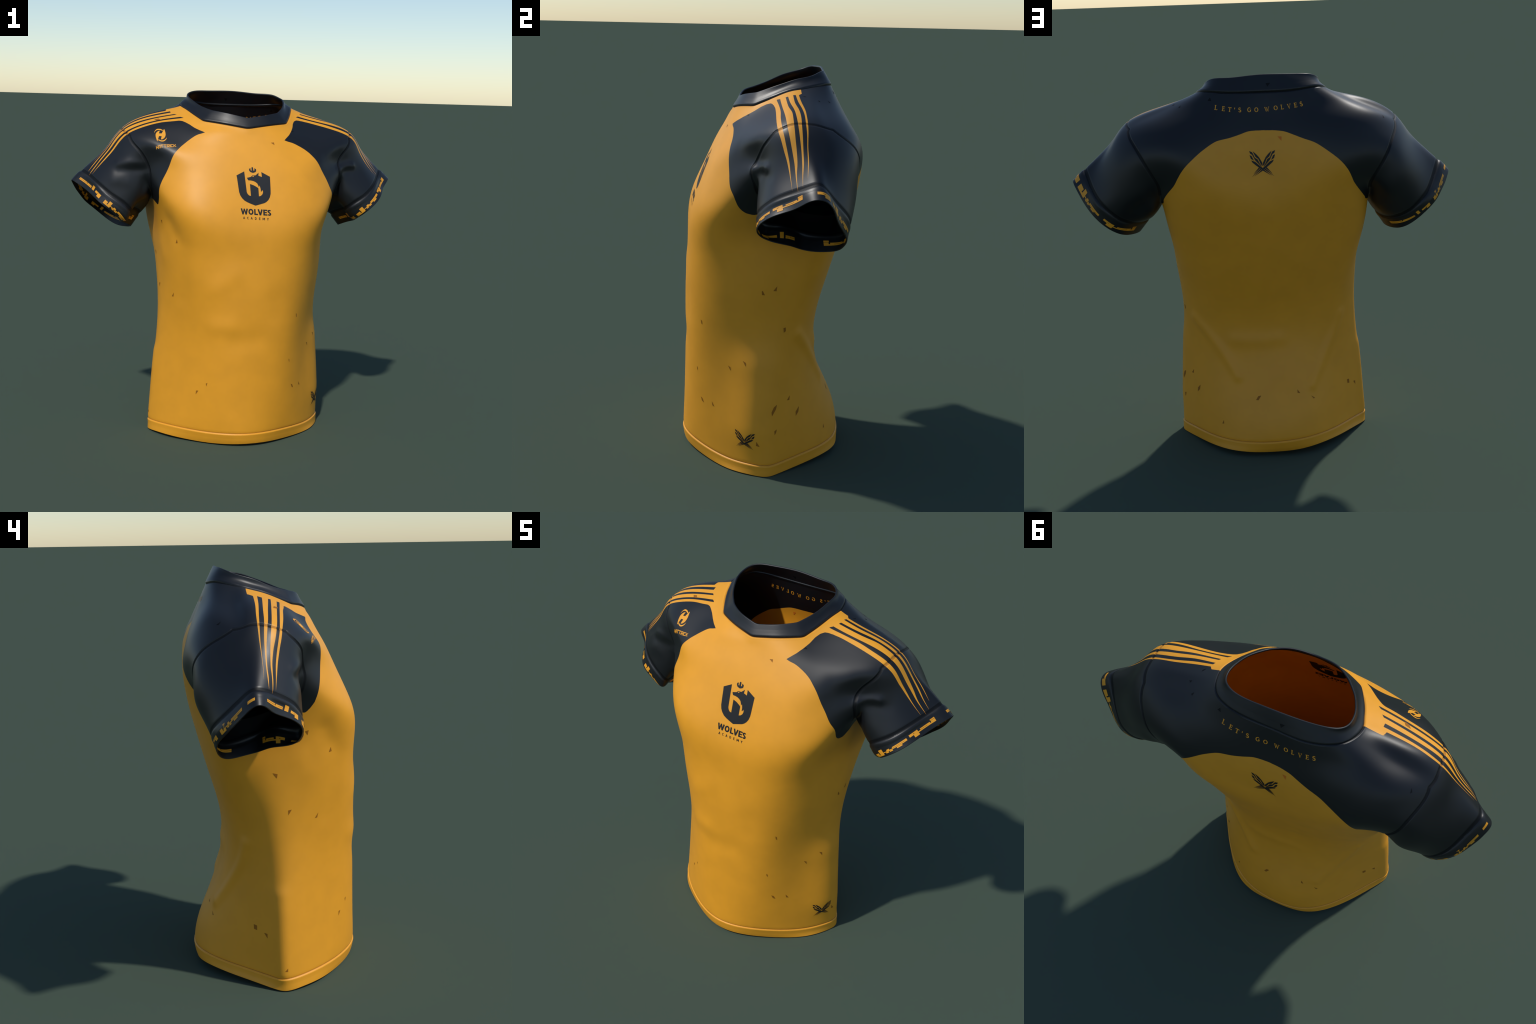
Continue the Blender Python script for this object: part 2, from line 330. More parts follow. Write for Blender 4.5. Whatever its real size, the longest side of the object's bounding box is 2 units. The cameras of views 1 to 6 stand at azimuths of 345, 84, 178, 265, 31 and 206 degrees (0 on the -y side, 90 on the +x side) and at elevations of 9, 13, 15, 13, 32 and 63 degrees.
def tri_edges(tris):
    e = np.sort(np.vstack([tris[:, [0, 1]], tris[:, [1, 2]], tris[:, [2, 0]]]), axis=1)
    return np.unique(e, axis=0)


def cut(x, tris, tags, field, where=None, snap=3e-4):
    """Cut every triangle that the zero line of a per-vertex field crosses."""
    f = np.where(np.abs(field) < snap, 0.0, field)
    e = tri_edges(tris if where is None else tris[where])
    e = e[f[e[:, 0]] * f[e[:, 1]] < 0]
    w = f[e[:, 0]] / (f[e[:, 0]] - f[e[:, 1]])
    return split_edges(x, tris, tags, e, w)


def spline(points, per=8):
    """Catmull-Rom through 2D or 3D control points."""
    p = np.array(points, float)
    p = np.vstack([2 * p[0] - p[1], p, 2 * p[-1] - p[-2]])
    out = []
    for i in range(1, len(p) - 2):
        for t in np.arange(per) / per:
            a, b, c, d = p[i - 1:i + 3]
            out.append(0.5 * (2 * b + (c - a) * t + (2 * a - 5 * b + 4 * c - d) * t * t + (3 * b - a - 3 * c + d) * t**3))
    out.append(p[-2])
    return np.array(out)


def distance_to_path(q, path, closed=False):
    """Distance of points from a polyline."""
    a, b = (path, np.roll(path, -1, axis=0)) if closed else (path[:-1], path[1:])
    best = np.full(len(q), 1e9)
    for p0, p1 in zip(a, b):
        d = p1 - p0
        t = np.clip((q - p0) @ d / max(d @ d, 1e-12), 0, 1)
        r = q - p0 - t[:, None] * d
        dist = np.sqrt((r * r).sum(1))
        best = np.minimum(best, dist)
    return best


def inside_field(q, outline):
    """Signed distance of 2D points from a closed outline, + inside."""
    odd = np.zeros(len(q), bool)
    for (x0, y0), (x1, y1) in zip(outline, np.roll(outline, -1, axis=0)):
        if y0 != y1:
            odd ^= ((y0 > q[:, 1]) != (y1 > q[:, 1])) & (q[:, 0] < (x1 - x0) * (q[:, 1] - y0) / (y1 - y0) + x0)
    return np.where(odd, 1, -1) * distance_to_path(q, np.asarray(outline), closed=True)


def vertex_normals(p, tris):
    fn = np.cross(p[tris[:, 1]] - p[tris[:, 0]], p[tris[:, 2]] - p[tris[:, 0]])
    out = np.zeros_like(p)
    for i in range(3):
        np.add.at(out, tris[:, i], fn)
    return out / np.maximum(np.linalg.norm(out, axis=1, keepdims=True), 1e-12)


# ------------------------------------------------------------------ materials
def srgb(r, g, b):
    return tuple(((c / 255 + 0.055) / 1.055) ** 2.4 if c > 10 else c / 255 / 12.92 for c in (r, g, b)) + (1.0,)


def fabric(name, colour, rough, grain=0.06, weave=0.02, specular=0.5, mottled=0.5):
    """Knitted cloth: one dye colour, faint mottling, a very fine knit bump."""
    m = bpy.data.materials.new(name)
    m.use_nodes = True
    nt = m.node_tree
    bsdf = nt.nodes['Principled BSDF']
    bsdf.inputs['Roughness'].default_value = rough
    bsdf.inputs['Specular IOR Level'].default_value = specular
    coord = nt.nodes.new('ShaderNodeTexCoord')
    noise = nt.nodes.new('ShaderNodeTexNoise')
    noise.inputs['Scale'].default_value = 9.0
    noise.inputs['Detail'].default_value = 3.0
    nt.links.new(coord.outputs['Object'], noise.inputs['Vector'])
    ramp = nt.nodes.new('ShaderNodeValToRGB')
    ramp.color_ramp.elements[0].position, ramp.color_ramp.elements[1].position = 0.3, 0.7
    lo, hi = 1 - grain * mottled, 1 + grain * mottled
    ramp.color_ramp.elements[0].color = tuple(c * lo for c in colour[:3]) + (1,)
    ramp.color_ramp.elements[1].color = tuple(min(c * hi, 1) for c in colour[:3]) + (1,)
    nt.links.new(noise.outputs['Fac'], ramp.inputs['Fac'])
    nt.links.new(ramp.outputs['Color'], bsdf.inputs['Base Color'])
    knit = nt.nodes.new('ShaderNodeTexNoise')
    knit.inputs['Scale'].default_value = 420.0
    nt.links.new(coord.outputs['Object'], knit.inputs['Vector'])
    bump = nt.nodes.new('ShaderNodeBump')
    bump.inputs['Strength'].default_value = weave
    bump.inputs['Distance'].default_value = 0.002
    nt.links.new(knit.outputs['Fac'], bump.inputs['Height'])
    nt.links.new(bump.outputs['Normal'], bsdf.inputs['Normal'])
    return m


GOLD = (0.87, 0.366, 0.019, 1)
NAVY = (0.0066, 0.0076, 0.0094, 1)
MAT = {
    'gold': fabric('gold_cloth', GOLD, 0.5),
    'gold_seam': fabric('gold_cloth_in_seam', (0.50, 0.20, 0.02, 1), 0.6, specular=0.3),  # gold dye darkened to paint the shade lying in the seam groove
    'navy': fabric('navy_cloth', NAVY, 0.42),
    'navy_seam': fabric('navy_cloth_in_seam', (0.0035, 0.0042, 0.0055, 1), 0.55, specular=0.25),  # navy deepened and dulled so the seams carry a drawn shadow line
    'navy_print': fabric('navy_print', NAVY, 0.5, specular=0.45),
    'gold_print': fabric('gold_print', GOLD, 0.5),
    'gold_fleck': fabric('brown_fleck', (0.36, 0.125, 0.007, 1), 0.6, specular=0.3),
    'orange_fleck': fabric('orange_fleck', (0.75, 0.19, 0.015, 1), 0.6, specular=0.3),
    'navy_fleck': fabric('black_fleck', (0.002, 0.002, 0.003, 1), 0.6, specular=0.25),
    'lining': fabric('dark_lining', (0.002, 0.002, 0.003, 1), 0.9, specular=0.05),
}

# ---------------------------------------------------------- build the surface
verts, quads, kinds, loops, creases = build_cage()
kinds = np.array(kinds)
for level in range(LEVELS):
    verts, quads, loops, creases = catmull_clark(verts, quads, loops, creases if level < 2 else creases[:0])
    kinds = np.repeat(kinds, 4)

tris = np.vstack([quads[:, [0, 1, 2]], quads[:, [0, 2, 3]]])
tags = np.concatenate([kinds, kinds])

# Columns kept beside the positions: normals, then signed distances to the
# seams (negative on the torso / sleeve side, positive beyond the seam).
N_COL, ARM, CUFF, HEM, COLLAR = 3, 6, 7, 8, 9
x = np.hstack([verts, vertex_normals(verts, tris), np.full((len(verts), 4), -0.2)])


def seam_distance(ring_names, beyond):
    d = np.full(len(verts), 0.2)
    for name in ring_names:
        path = verts[loops[name]]
        near = np.full(len(verts), 1e9)
        for p in path[::12]:
            near = np.minimum(near, ((verts - p) ** 2).sum(1))
        pick = np.where(near < 0.10**2)[0]
        d[pick] = np.minimum(d[pick], distance_to_path(verts[pick], path, closed=True))
    sign = np.full(len(verts), -1.0)
    far = np.isin(tags, beyond)
    sign[np.unique(tris[far])] = 1.0
    d = d * sign
    for name in ring_names:
        d[loops[name]] = 0.0
    return d


x[:, ARM] = seam_distance(['arm_left', 'arm_right'], ['sleeve_left', 'sleeve_right', 'cuff_left', 'cuff_right'])
x[:, CUFF] = seam_distance(['cuff_seam_left', 'cuff_seam_right'], ['cuff_left', 'cuff_right'])
x[:, HEM] = seam_distance(['hem_seam'], ['hem'])
x[:, COLLAR] = seam_distance(['collar_seam'], ['collar'])

# Relief across each seam: (distance from the stitch line, height of the cloth)
RELIEF = {
    ARM: [(-0.010, 0), (-0.004, 0.0004), (-0.001, -0.0022), (0.003, -0.0034), (0.008, -0.0028), (0.013, -0.0008), (0.018, 0)],
    CUFF: [(-0.018, 0), (-0.012, -0.001), (-0.004, -0.0026), (0.002, -0.0028), (0.007, -0.001), (0.012, 0.0014),
           (0.017, 0.0024), (0.024, 0.0022), (0.034, 0.0012)],
    HEM: [(-0.016, 0), (-0.005, -0.0008), (-0.001, -0.003), (0.002, -0.0018), (0.004, 0.001), (0.006, 0.0030), (0.009, 0.0036),
          (0.015, 0.003), (0.03, 0.002)],
    COLLAR: [(-0.014, 0), (-0.006, 0.0004), (-0.002, -0.0022), (0, -0.0036), (0.002, -0.0018), (0.004, 0.0015), (0.007, 0.004),
             (0.012, 0.0048), (0.022, 0.0042), (0.04, 0.0035)],
}
for col, profile in RELIEF.items():
    for d, _ in profile:
        if d != 0:
            near = (np.abs(x[tris][:, :, col]) < 0.06).all(1)
            x, tris, tags = cut(x, tris, tags, x[:, col] - d, near)

# ------------------------------------------------------------- colour borders
# The raglan border runs from its tip beside the neck down to the underarm and
# up over the back, given as (angle round the torso in degrees, height).
RAGLAN = {
    'left': [
        (0, 1.86), (25, 1.785), (40.5, 1.729), (47.0, 1.713), (51.0, 1.693), (53.7, 1.668), (55.1, 1.637),
        (56.2, 1.605), (57.4, 1.565), (59.1, 1.518), (60.8, 1.464), (63.4, 1.421), (65.4, 1.371), (68.1, 1.344),
        (71.0, 1.335), (73.5, 1.334), (78, 1.350), (84, 1.370), (99, 1.370), (112.0, 1.372), (115.2, 1.398),
        (119.2, 1.43), (124.8, 1.475), (128.1, 1.514), (131.5, 1.56), (134.7, 1.603), (138.1, 1.646), (142.2, 1.68),
        (145.9, 1.697), (152.7, 1.708), (159.6, 1.722), (166.5, 1.735), (176.4, 1.737), (186, 1.737),
    ],
    'right': [
        (0, 1.9), (28, 1.83), (49.9, 1.763), (55.0, 1.748), (57.5, 1.722), (58.7, 1.69), (59.1, 1.657),
        (60.4, 1.606), (62.1, 1.549), (64.0, 1.491), (65.3, 1.45), (66.6, 1.409), (67.2, 1.395), (69.4, 1.367),
        (71.9, 1.352), (78, 1.367), (84, 1.370), (99, 1.363), (114.1, 1.357), (117.2, 1.376), (122.1, 1.418),
        (127.1, 1.462), (129.8, 1.495), (132.6, 1.537), (135.8, 1.584), (138.9, 1.62), (142.7, 1.655), (146.0, 1.676),
        (151.3, 1.694), (158.1, 1.716), (163.3, 1.729), (170.3, 1.735), (175.8, 1.736), (186, 1.737),
    ],
}
# Stripes run from the collar over the shoulder to the cuff.  "Along" is the
# distance down the 37 degree slope of the shoulder, "across" is y.
STRIPES = {
    'left': [
        ([(-0.86, -0.016), (-0.803, -0.014), (-0.759, -0.011), (-0.694, -0.014), (-0.586, -0.022), (-0.512, -0.022), (-0.453, -0.011), (-0.409, -0.001), (-0.361, 0.01), (-0.301, 0.018), (-0.209, 0.025)],
         [(-0.906, 0.003), (-0.846, 0.003), (-0.772, 0.006), (-0.684, 0.005), (-0.599, -0.003), (-0.516, -0.004), (-0.449, 0.004), (-0.397, 0.013), (-0.347, 0.02), (-0.294, 0.022), (-0.209, 0.025)]),
        ([(-0.894, 0.018), (-0.834, 0.018), (-0.722, 0.017), (-0.62, 0.017), (-0.532, 0.017), (-0.492, 0.019), (-0.431, 0.027), (-0.383, 0.034), (-0.332, 0.04), (-0.278, 0.042), (-0.188, 0.046)],
         [(-0.886, 0.042), (-0.826, 0.042), (-0.701, 0.041), (-0.623, 0.049), (-0.563, 0.048), (-0.51, 0.047), (-0.444, 0.048), (-0.39, 0.051), (-0.331, 0.052), (-0.275, 0.047), (-0.188, 0.046)]),
        ([(-0.884, 0.053), (-0.824, 0.053), (-0.734, 0.054), (-0.644, 0.062), (-0.571, 0.064), (-0.501, 0.065), (-0.435, 0.068), (-0.374, 0.071), (-0.317, 0.071), (-0.269, 0.069), (-0.203, 0.067)],
         [(-0.885, 0.076), (-0.825, 0.076), (-0.728, 0.074), (-0.643, 0.083), (-0.57, 0.084), (-0.507, 0.081), (-0.429, 0.08), (-0.372, 0.079), (-0.315, 0.078), (-0.263, 0.072), (-0.203, 0.067)]),
        ([(-0.884, 0.088), (-0.824, 0.088), (-0.739, 0.09), (-0.655, 0.099), (-0.59, 0.102), (-0.52, 0.1), (-0.459, 0.1), (-0.394, 0.097), (-0.317, 0.095), (-0.234, 0.089)],
         [(-0.876, 0.102), (-0.816, 0.102), (-0.739, 0.104), (-0.644, 0.111), (-0.571, 0.11), (-0.52, 0.109), (-0.459, 0.106), (-0.394, 0.101), (-0.317, 0.099), (-0.234, 0.089)]),
    ],
    'right': [
        ([(-0.86, -0.045), (-0.769, -0.035), (-0.709, -0.024), (-0.615, -0.014), (-0.533, -0.002), (-0.472, 0.008), (-0.42, 0.02), (-0.36, 0.032), (-0.296, 0.041), (-0.222, 0.051)],
         [(-0.892, -0.023), (-0.832, -0.023), (-0.703, -0.008), (-0.573, 0.006), (-0.506, 0.013), (-0.448, 0.024), (-0.398, 0.034), (-0.344, 0.042), (-0.288, 0.046), (-0.222, 0.051)]),
        ([(-0.881, -0.008), (-0.821, -0.008), (-0.666, 0.009), (-0.54, 0.022), (-0.466, 0.034), (-0.408, 0.048), (-0.349, 0.057), (-0.299, 0.059), (-0.253, 0.06), (-0.199, 0.066)],
         [(-0.875, 0.021), (-0.815, 0.021), (-0.653, 0.035), (-0.546, 0.045), (-0.484, 0.053), (-0.425, 0.06), (-0.37, 0.064), (-0.321, 0.066), (-0.273, 0.064), (-0.199, 0.066)]),
        ([(-0.867, 0.034), (-0.807, 0.034), (-0.654, 0.051), (-0.559, 0.06), (-0.488, 0.069), (-0.428, 0.076), (-0.37, 0.08), (-0.309, 0.081), (-0.267, 0.079), (-0.212, 0.081)],
         [(-0.858, 0.063), (-0.798, 0.063), (-0.642, 0.074), (-0.546, 0.078), (-0.487, 0.083), (-0.432, 0.086), (-0.381, 0.086), (-0.314, 0.086), (-0.265, 0.084), (-0.212, 0.081)]),
        ([(-0.862, 0.085), (-0.802, 0.085), (-0.689, 0.09), (-0.58, 0.098), (-0.499, 0.101), (-0.431, 0.102), (-0.367, 0.1), (-0.297, 0.099), (-0.241, 0.101)],
         [(-0.845, 0.105), (-0.785, 0.105), (-0.668, 0.106), (-0.578, 0.11), (-0.499, 0.109), (-0.437, 0.107), (-0.366, 0.102), (-0.297, 0.1), (-0.241, 0.101)]),
    ],
}
NECK_BAND = {
    'left': [(-1.2, 0.120), (-0.829, 0.117), (-0.817, 0.102), (-0.820, 0.088), (-0.825, 0.076), (-0.824, 0.053),
             (-0.826, 0.042), (-0.834, 0.018), (-0.846, 0.003), (-0.803, -0.0145), (-0.825, -0.018), (-0.840, -0.025),
             (-0.850, -0.042), (-0.853, -0.067), (-0.849, -0.098), (-0.850, -0.130), (-0.855, -0.164), (-0.867, -0.197), (-0.90, -0.30)],
    'right': [(-1.2, 0.131), (-0.796, 0.131), (-0.785, 0.105), (-0.802, 0.085), (-0.798, 0.063), (-0.807, 0.034),
              (-0.815, 0.021), (-0.821, -0.008), (-0.832, -0.023), (-0.790, -0.0375), (-0.802, -0.040), (-0.812, -0.046),
              (-0.822, -0.062), (-0.830, -0.079), (-0.838, -0.105), (-0.849, -0.129), (-0.866, -0.156), (-0.93, -0.25)],
}


def along_across(p):
    return np.stack([0.8 * np.abs(p[:, 0] - CX) - 0.6 * p[:, 2], p[:, 1]], 1)


def round_the_torso(p):
    a = np.degrees(np.arctan2(np.abs(p[:, 0] - CX), -(p[:, 1] - CY)))
    return np.stack([a * 0.008, p[:, 2]], 1)


def raglan_field(p):
    out = np.zeros(len(p))
    for side, sign in (('left', 1), ('right', -1)):
        me = (p[:, 0] - CX) * sign >= 0
        path = np.vstack([spline(RAGLAN[side], 6), [(190, 2.5), (-5, 2.5)]]) * (0.008, 1)
        out[me] = inside_field(round_the_torso(p[me]), path)   # + is the navy side, above the border
    return out


def band_field(p):
    out = np.zeros(len(p))
    for side, sign in (('left', 1), ('right', -1)):
        me = (p[:, 0] - CX) * sign >= 0
        path = np.vstack([NECK_BAND[side], [(-2, -0.4), (-2, NECK_BAND[side][0][1])]])
        out[me] = -inside_field(along_across(p[me]), path)     # - is the golden band next to the collar
    return out


def stripe_fields(p):
    out = np.full((len(p), 8), -1.0)
    c = along_across(p)
    for side, sign in (('left', 1), ('right', -1)):
        me = (p[:, 0] - CX) * sign >= 0
        for k, (front, back) in enumerate(STRIPES[side]):
            for i, edge in ((0, front), (1, back)):
                e = spline(edge, 6)
                out[me, 2 * k + i] = c[me, 1] - np.interp(c[me, 0], e[:, 0], e[:, 1])
    return out


on_torso = tags == 'torso'
upper = on_torso & (x[tris][:, :, 2].min(1) > 1.2)
f = np.ones(len(x))
ids = np.unique(tris[upper])
f[ids] = raglan_field(x[ids, :3])
x, tris, tags = cut(x, tris, tags, f, upper)

shoulder = (tags == 'torso') & (x[tris][:, :, 2].min(1) > 1.70) & (x[tris][:, :, 1].max(1) < 0.25)
f = np.ones(len(x))
ids = np.unique(tris[shoulder])
f[ids] = band_field(x[ids, :3])
x, tris, tags = cut(x, tris, tags, f, shoulder)

for k in range(8):
    zone = (tags == 'torso') | (tags == 'sleeve_left') | (tags == 'sleeve_right')
    cz = x[tris].mean(1)
    zone &= (cz[:, 2] > 1.42) & (np.abs(cz[:, 0] - CX) > 0.25) & (np.abs(cz[:, 1] - 0.05) < 0.12) & (cz[:, 5] > -0.05)
    f = np.ones(len(x))
    ids = np.unique(tris[zone])
    f[ids] = stripe_fields(x[ids, :3])[:, k]
    x, tris, tags = cut(x, tris, tags, f, zone, snap=1.5e-4)

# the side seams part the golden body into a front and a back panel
side_y = -0.02 + 0.05 * np.clip(x[:, 2] / 1.3, 0, 1)
body = np.isin(tags, ['torso', 'hem']) & (x[tris][:, :, 2].max(1) < 1.45)
x, tris, tags = cut(x, tris, tags, x[:, 1] - side_y, body)

# ---------------------------------------------------- raise and sink the seams
# Folds and hollows of the cloth: (height, half width, line on the surface)
FOLDS = [
    (0.011, 0.03, [(-0.387, 0.152, 0.705), (-0.354, 0.169, 0.613), (-0.313, 0.199, 0.533), (-0.264, 0.242, 0.444), (-0.218, 0.290, 0.358)]),
    (0.011, 0.03, [(0.392, 0.129, 0.713), (0.337, 0.168, 0.647), (0.282, 0.201, 0.580), (0.228, 0.234, 0.505), (0.174, 0.271, 0.417)]),
    (0.007, 0.04, [(0.187, 0.234, 0.610), (0.066, 0.245, 0.603), (-0.056, 0.239, 0.606)]),
    (0.011, 0.022, [(0.567, -0.117, 1.558), (0.595, -0.089, 1.570), (0.631, -0.076, 1.578), (0.664, -0.067, 1.578)]),
    (-0.007, 0.05, [(0.469, -0.179, 1.638), (0.524, -0.142, 1.644), (0.564, -0.114, 1.656)]),
    (-0.003, 0.03, [(0.641, -0.078, 1.550), (0.685, -0.067, 1.549), (0.711, -0.058, 1.547)]),
    (0.005, 0.025, [(-0.727, -0.039, 1.576), (-0.686, -0.062, 1.583), (-0.643, -0.076, 1.582), (-0.605, -0.084, 1.576)]),
    (-0.005, 0.026, [(-0.728, -0.051, 1.542), (-0.686, -0.067, 1.543), (-0.634, -0.076, 1.547), (-0.579, -0.093, 1.551)]),
    (0.004, 0.035, [(-0.750, -0.054, 1.480), (-0.716, -0.065, 1.481), (-0.682, -0.073, 1.478)]),
    (-0.005, 0.045, [(-0.550, -0.129, 1.641), (-0.526, -0.146, 1.634), (-0.503, -0.164, 1.631)]),
    (0.015, 0.12, [(0.446, -0.094, 0.536), (0.455, -0.096, 0.419), (0.463, -0.106, 0.253)]),
    (0.006, 0.04, [(-0.530, -0.005, 0.090), (-0.518, -0.004, 0.281), (-0.502, -0.004, 0.468)]),
    (-0.007, 0.055, [(-0.459, -0.223, 1.260), (-0.434, -0.251, 1.201)]),
    (0.004, 0.06, [(-0.481, -0.108, 1.126), (-0.471, -0.129, 1.070)]),
    (0.005, 0.06, [(-0.216, -0.394, 0.912), (-0.122, -0.412, 0.988)]),
    (0.005, 0.05, [(-0.225, -0.379, 0.691), (-0.147, -0.410, 0.696)]),
    (-0.005, 0.06, [(-0.097, -0.418, 0.604), (0.004, -0.423, 0.618)]),
    (-0.004, 0.06, [(-0.391, -0.293, 1.120), (-0.387, -0.249, 0.844)]),
    (-0.004, 0.06, [(0.120, -0.412, 0.832), (0.122, -0.411, 0.764)]),
]
base, normal = x[:, :3], x[:, N_COL:N_COL + 3]
normal = normal / np.linalg.norm(normal, axis=1, keepdims=True)
height = np.zeros(len(x))
for col, profile in RELIEF.items():
    d, h = zip(*profile)
    h = np.interp(x[:, col], d, h)
    if col == ARM:               # the stitching fades out in the fold of the armpit
        h *= np.clip((x[:, 2] - 1.38) / 0.08, 0, 1)
    height += h
seam_height = height.copy()
for amount, width, line in FOLDS:
    line = np.array(line)
    pick = np.where((np.abs(base - line.mean(0)) < np.ptp(line, axis=0) / 2 + 3 * width).all(1))[0]
    height[pick] += amount * np.exp(-(distance_to_path(base[pick], spline(line, 5)) / width) ** 2)
outer = base + normal * height[:, None]
used = np.zeros(len(x), bool)
used[np.unique(tris)] = True
outer_n = vertex_normals(outer, tris)
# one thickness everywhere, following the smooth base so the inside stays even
THICK = 0.004 + seam_height.clip(0) + 0.003 * np.clip((x[:, COLLAR] - 0.045) / 0.03, 0, 1)
inner = outer - outer_n * THICK[:, None]
inner_n = -outer_n

# ------------------------------------------------------------ sort into parts
centre = x[tris].mean(1)
c3 = centre[:, :3]
part = np.empty(len(tris), object)
gold = np.ones(len(tris), bool)
for kind, name in (('hem', 'hem_band'), ('collar', 'collar'), ('cuff_left', 'cuff'), ('cuff_right', 'cuff.001'),
                   ('sleeve_left', 'sleeve'), ('sleeve_right', 'sleeve.001')):
    part[tags == kind] = name
    gold[tags == kind] = kind == 'hem'
torso = tags == 'torso'
ring, band = raglan_field(c3), band_field(c3)
part[torso] = np.where(c3[torso, 1] < (-0.02 + 0.05 * np.clip(c3[torso, 2] / 1.3, 0, 1)), 'front_panel', 'back_panel')
ti = np.where(torso)[0]
high = c3[ti, 2] > 1.2
ac = along_across(c3)
near_band = (c3[:, 2] > 1.70) & (c3[:, 1] < 0.25)
is_navy = high & (ring[ti] > 0) & ~(near_band[ti] & (band[ti] < 0))
part[ti[is_navy]] = 'shoulder_yoke'
gold[ti[is_navy]] = False
part[ti[high & ~is_navy & (ring[ti] > 0)]] = 'front_panel'
st = stripe_fields(c3)
on_top = (c3[:, 2] > 1.42) & (np.abs(c3[:, 0] - CX) > 0.25) & (np.abs(c3[:, 1] - 0.05) < 0.12) & (centre[:, 5] > -0.05)
n_stripe = 0
for side, sign in (('left', 1), ('right', -1)):
    for k in range(4):
        last = STRIPES[side][k][0][-1][0]
        sel = on_top & ((c3[:, 0] - CX) * sign > 0) & (st[:, 2 * k] > 0) & (st[:, 2 * k + 1] < 0) & (ac[:, 0] < last)
        sel &= np.isin(part.astype(str), ['shoulder_yoke', 'sleeve', 'sleeve.001'])
        part[sel] = 'stripe' + ('.%03d' % n_stripe if n_stripe else '')
        gold[sel] = True
        n_stripe += 1

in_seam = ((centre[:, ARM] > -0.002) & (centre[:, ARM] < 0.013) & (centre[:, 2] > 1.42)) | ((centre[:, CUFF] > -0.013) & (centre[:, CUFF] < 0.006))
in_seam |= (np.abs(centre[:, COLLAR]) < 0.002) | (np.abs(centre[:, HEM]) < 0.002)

shirt = bpy.data.objects.new('football_shirt', None)
bpy.context.scene.collection.objects.link(shirt)
shirt['label'] = 'golden short-sleeved team jersey with navy raglan shoulders, stripes and crest'
shirt['category'] = 'football shirt'


def add_mesh(name, co, faces, normals, mats, mat_index, parent):
    me = bpy.data.meshes.new(name.split('.')[0])
    me.from_pydata([tuple(p) for p in co], [], [tuple(int(i) for i in fc) for fc in faces])
    for m in mats:
        me.materials.append(m)
    me.polygons.foreach_set('material_index', np.asarray(mat_index, dtype=np.int32))
    me.polygons.foreach_set('use_smooth', np.ones(len(me.polygons), bool))
    me.update()
    if normals is not None:
        me.normals_split_custom_set_from_vertices([tuple(n) for n in normals])
    ob = bpy.data.objects.new(name, me)
    bpy.context.scene.collection.objects.link(ob)
    ob.parent = parent
    return ob


# open rims: hem, cuffs and collar close in a rounded fold from outside to inside
directed = np.vstack([tris[:, [0, 1]], tris[:, [1, 2]], tris[:, [2, 0]]])
owner = np.tile(np.arange(len(tris)), 3)
key = np.sort(directed, axis=1)
key = key[:, 0].astype(np.int64) * len(x) + key[:, 1]
_, first, count = np.unique(key, return_index=True, return_counts=True)
rim_edges, rim_owner = directed[first[count == 1]], owner[first[count == 1]]
out_dir = np.zeros_like(outer)
for a, b in rim_edges:
    d = np.cross(outer[b] - outer[a], outer_n[a] + outer_n[b])
    out_dir[a] += d
    out_dir[b] += d
out_dir /= np.maximum(np.linalg.norm(out_dir, axis=1, keepdims=True), 1e-12)

parts = {}
names = sorted(set(part))
part_str = part.astype(str)
for name in names:
    sel = np.where(part_str == name)[0]
    ids = np.unique(tris[sel])
    local = np.full(len(x), -1)
    local[ids] = np.arange(len(ids))
    t = local[tris[sel]]
    co = [outer[ids], inner[ids]]
    no = [outer_n[ids], inner_n[ids]]
    faces = [tuple(r) for r in t] + [tuple(r[::-1] + len(ids)) for r in t]
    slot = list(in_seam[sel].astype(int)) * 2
    n = 2 * len(ids)
    mine = np.isin(rim_owner, sel)
    STEPS = 4
    for a, b in rim_edges[mine]:
        strip = []
        for v in (a, b):
            half = THICK[v] / 2
            for s in range(STEPS + 1):
                ang = math.pi * s / STEPS
                nn = outer_n[v] * math.cos(ang) + out_dir[v] * math.sin(ang)
                strip.append((outer[v] - outer_n[v] * half + nn * half, nn))
        co.append(np.array([s[0] for s in strip]))
        no.append(np.array([s[1] for s in strip]))
        for s in range(STEPS):
            faces.append((n + s, n + s + 1, n + STEPS + 2 + s, n + STEPS + 1 + s))
            slot.append(0)
        n += 2 * (STEPS + 1)
    is_gold = gold[sel[0]]
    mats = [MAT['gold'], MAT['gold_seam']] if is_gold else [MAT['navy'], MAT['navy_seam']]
    parts[name] = add_mesh(name, np.vstack(co), faces, np.vstack(no), mats, slot, shirt)


# ------------------------------------------------- prints laid on the cloth
used_ids = np.unique(tris)
local = np.full(len(x), -1)
local[used_ids] = np.arange(len(used_ids))
OUT_TREE = BVHTree.FromPolygons([tuple(p) for p in outer[used_ids]], [tuple(t) for t in local[tris].tolist()])
IN_TREE = BVHTree.FromPolygons([tuple(p) for p in inner[used_ids]], [tuple(t[::-1]) for t in local[tris].tolist()])
PRINT = 0.0009                 # how proud of the cloth a print stands


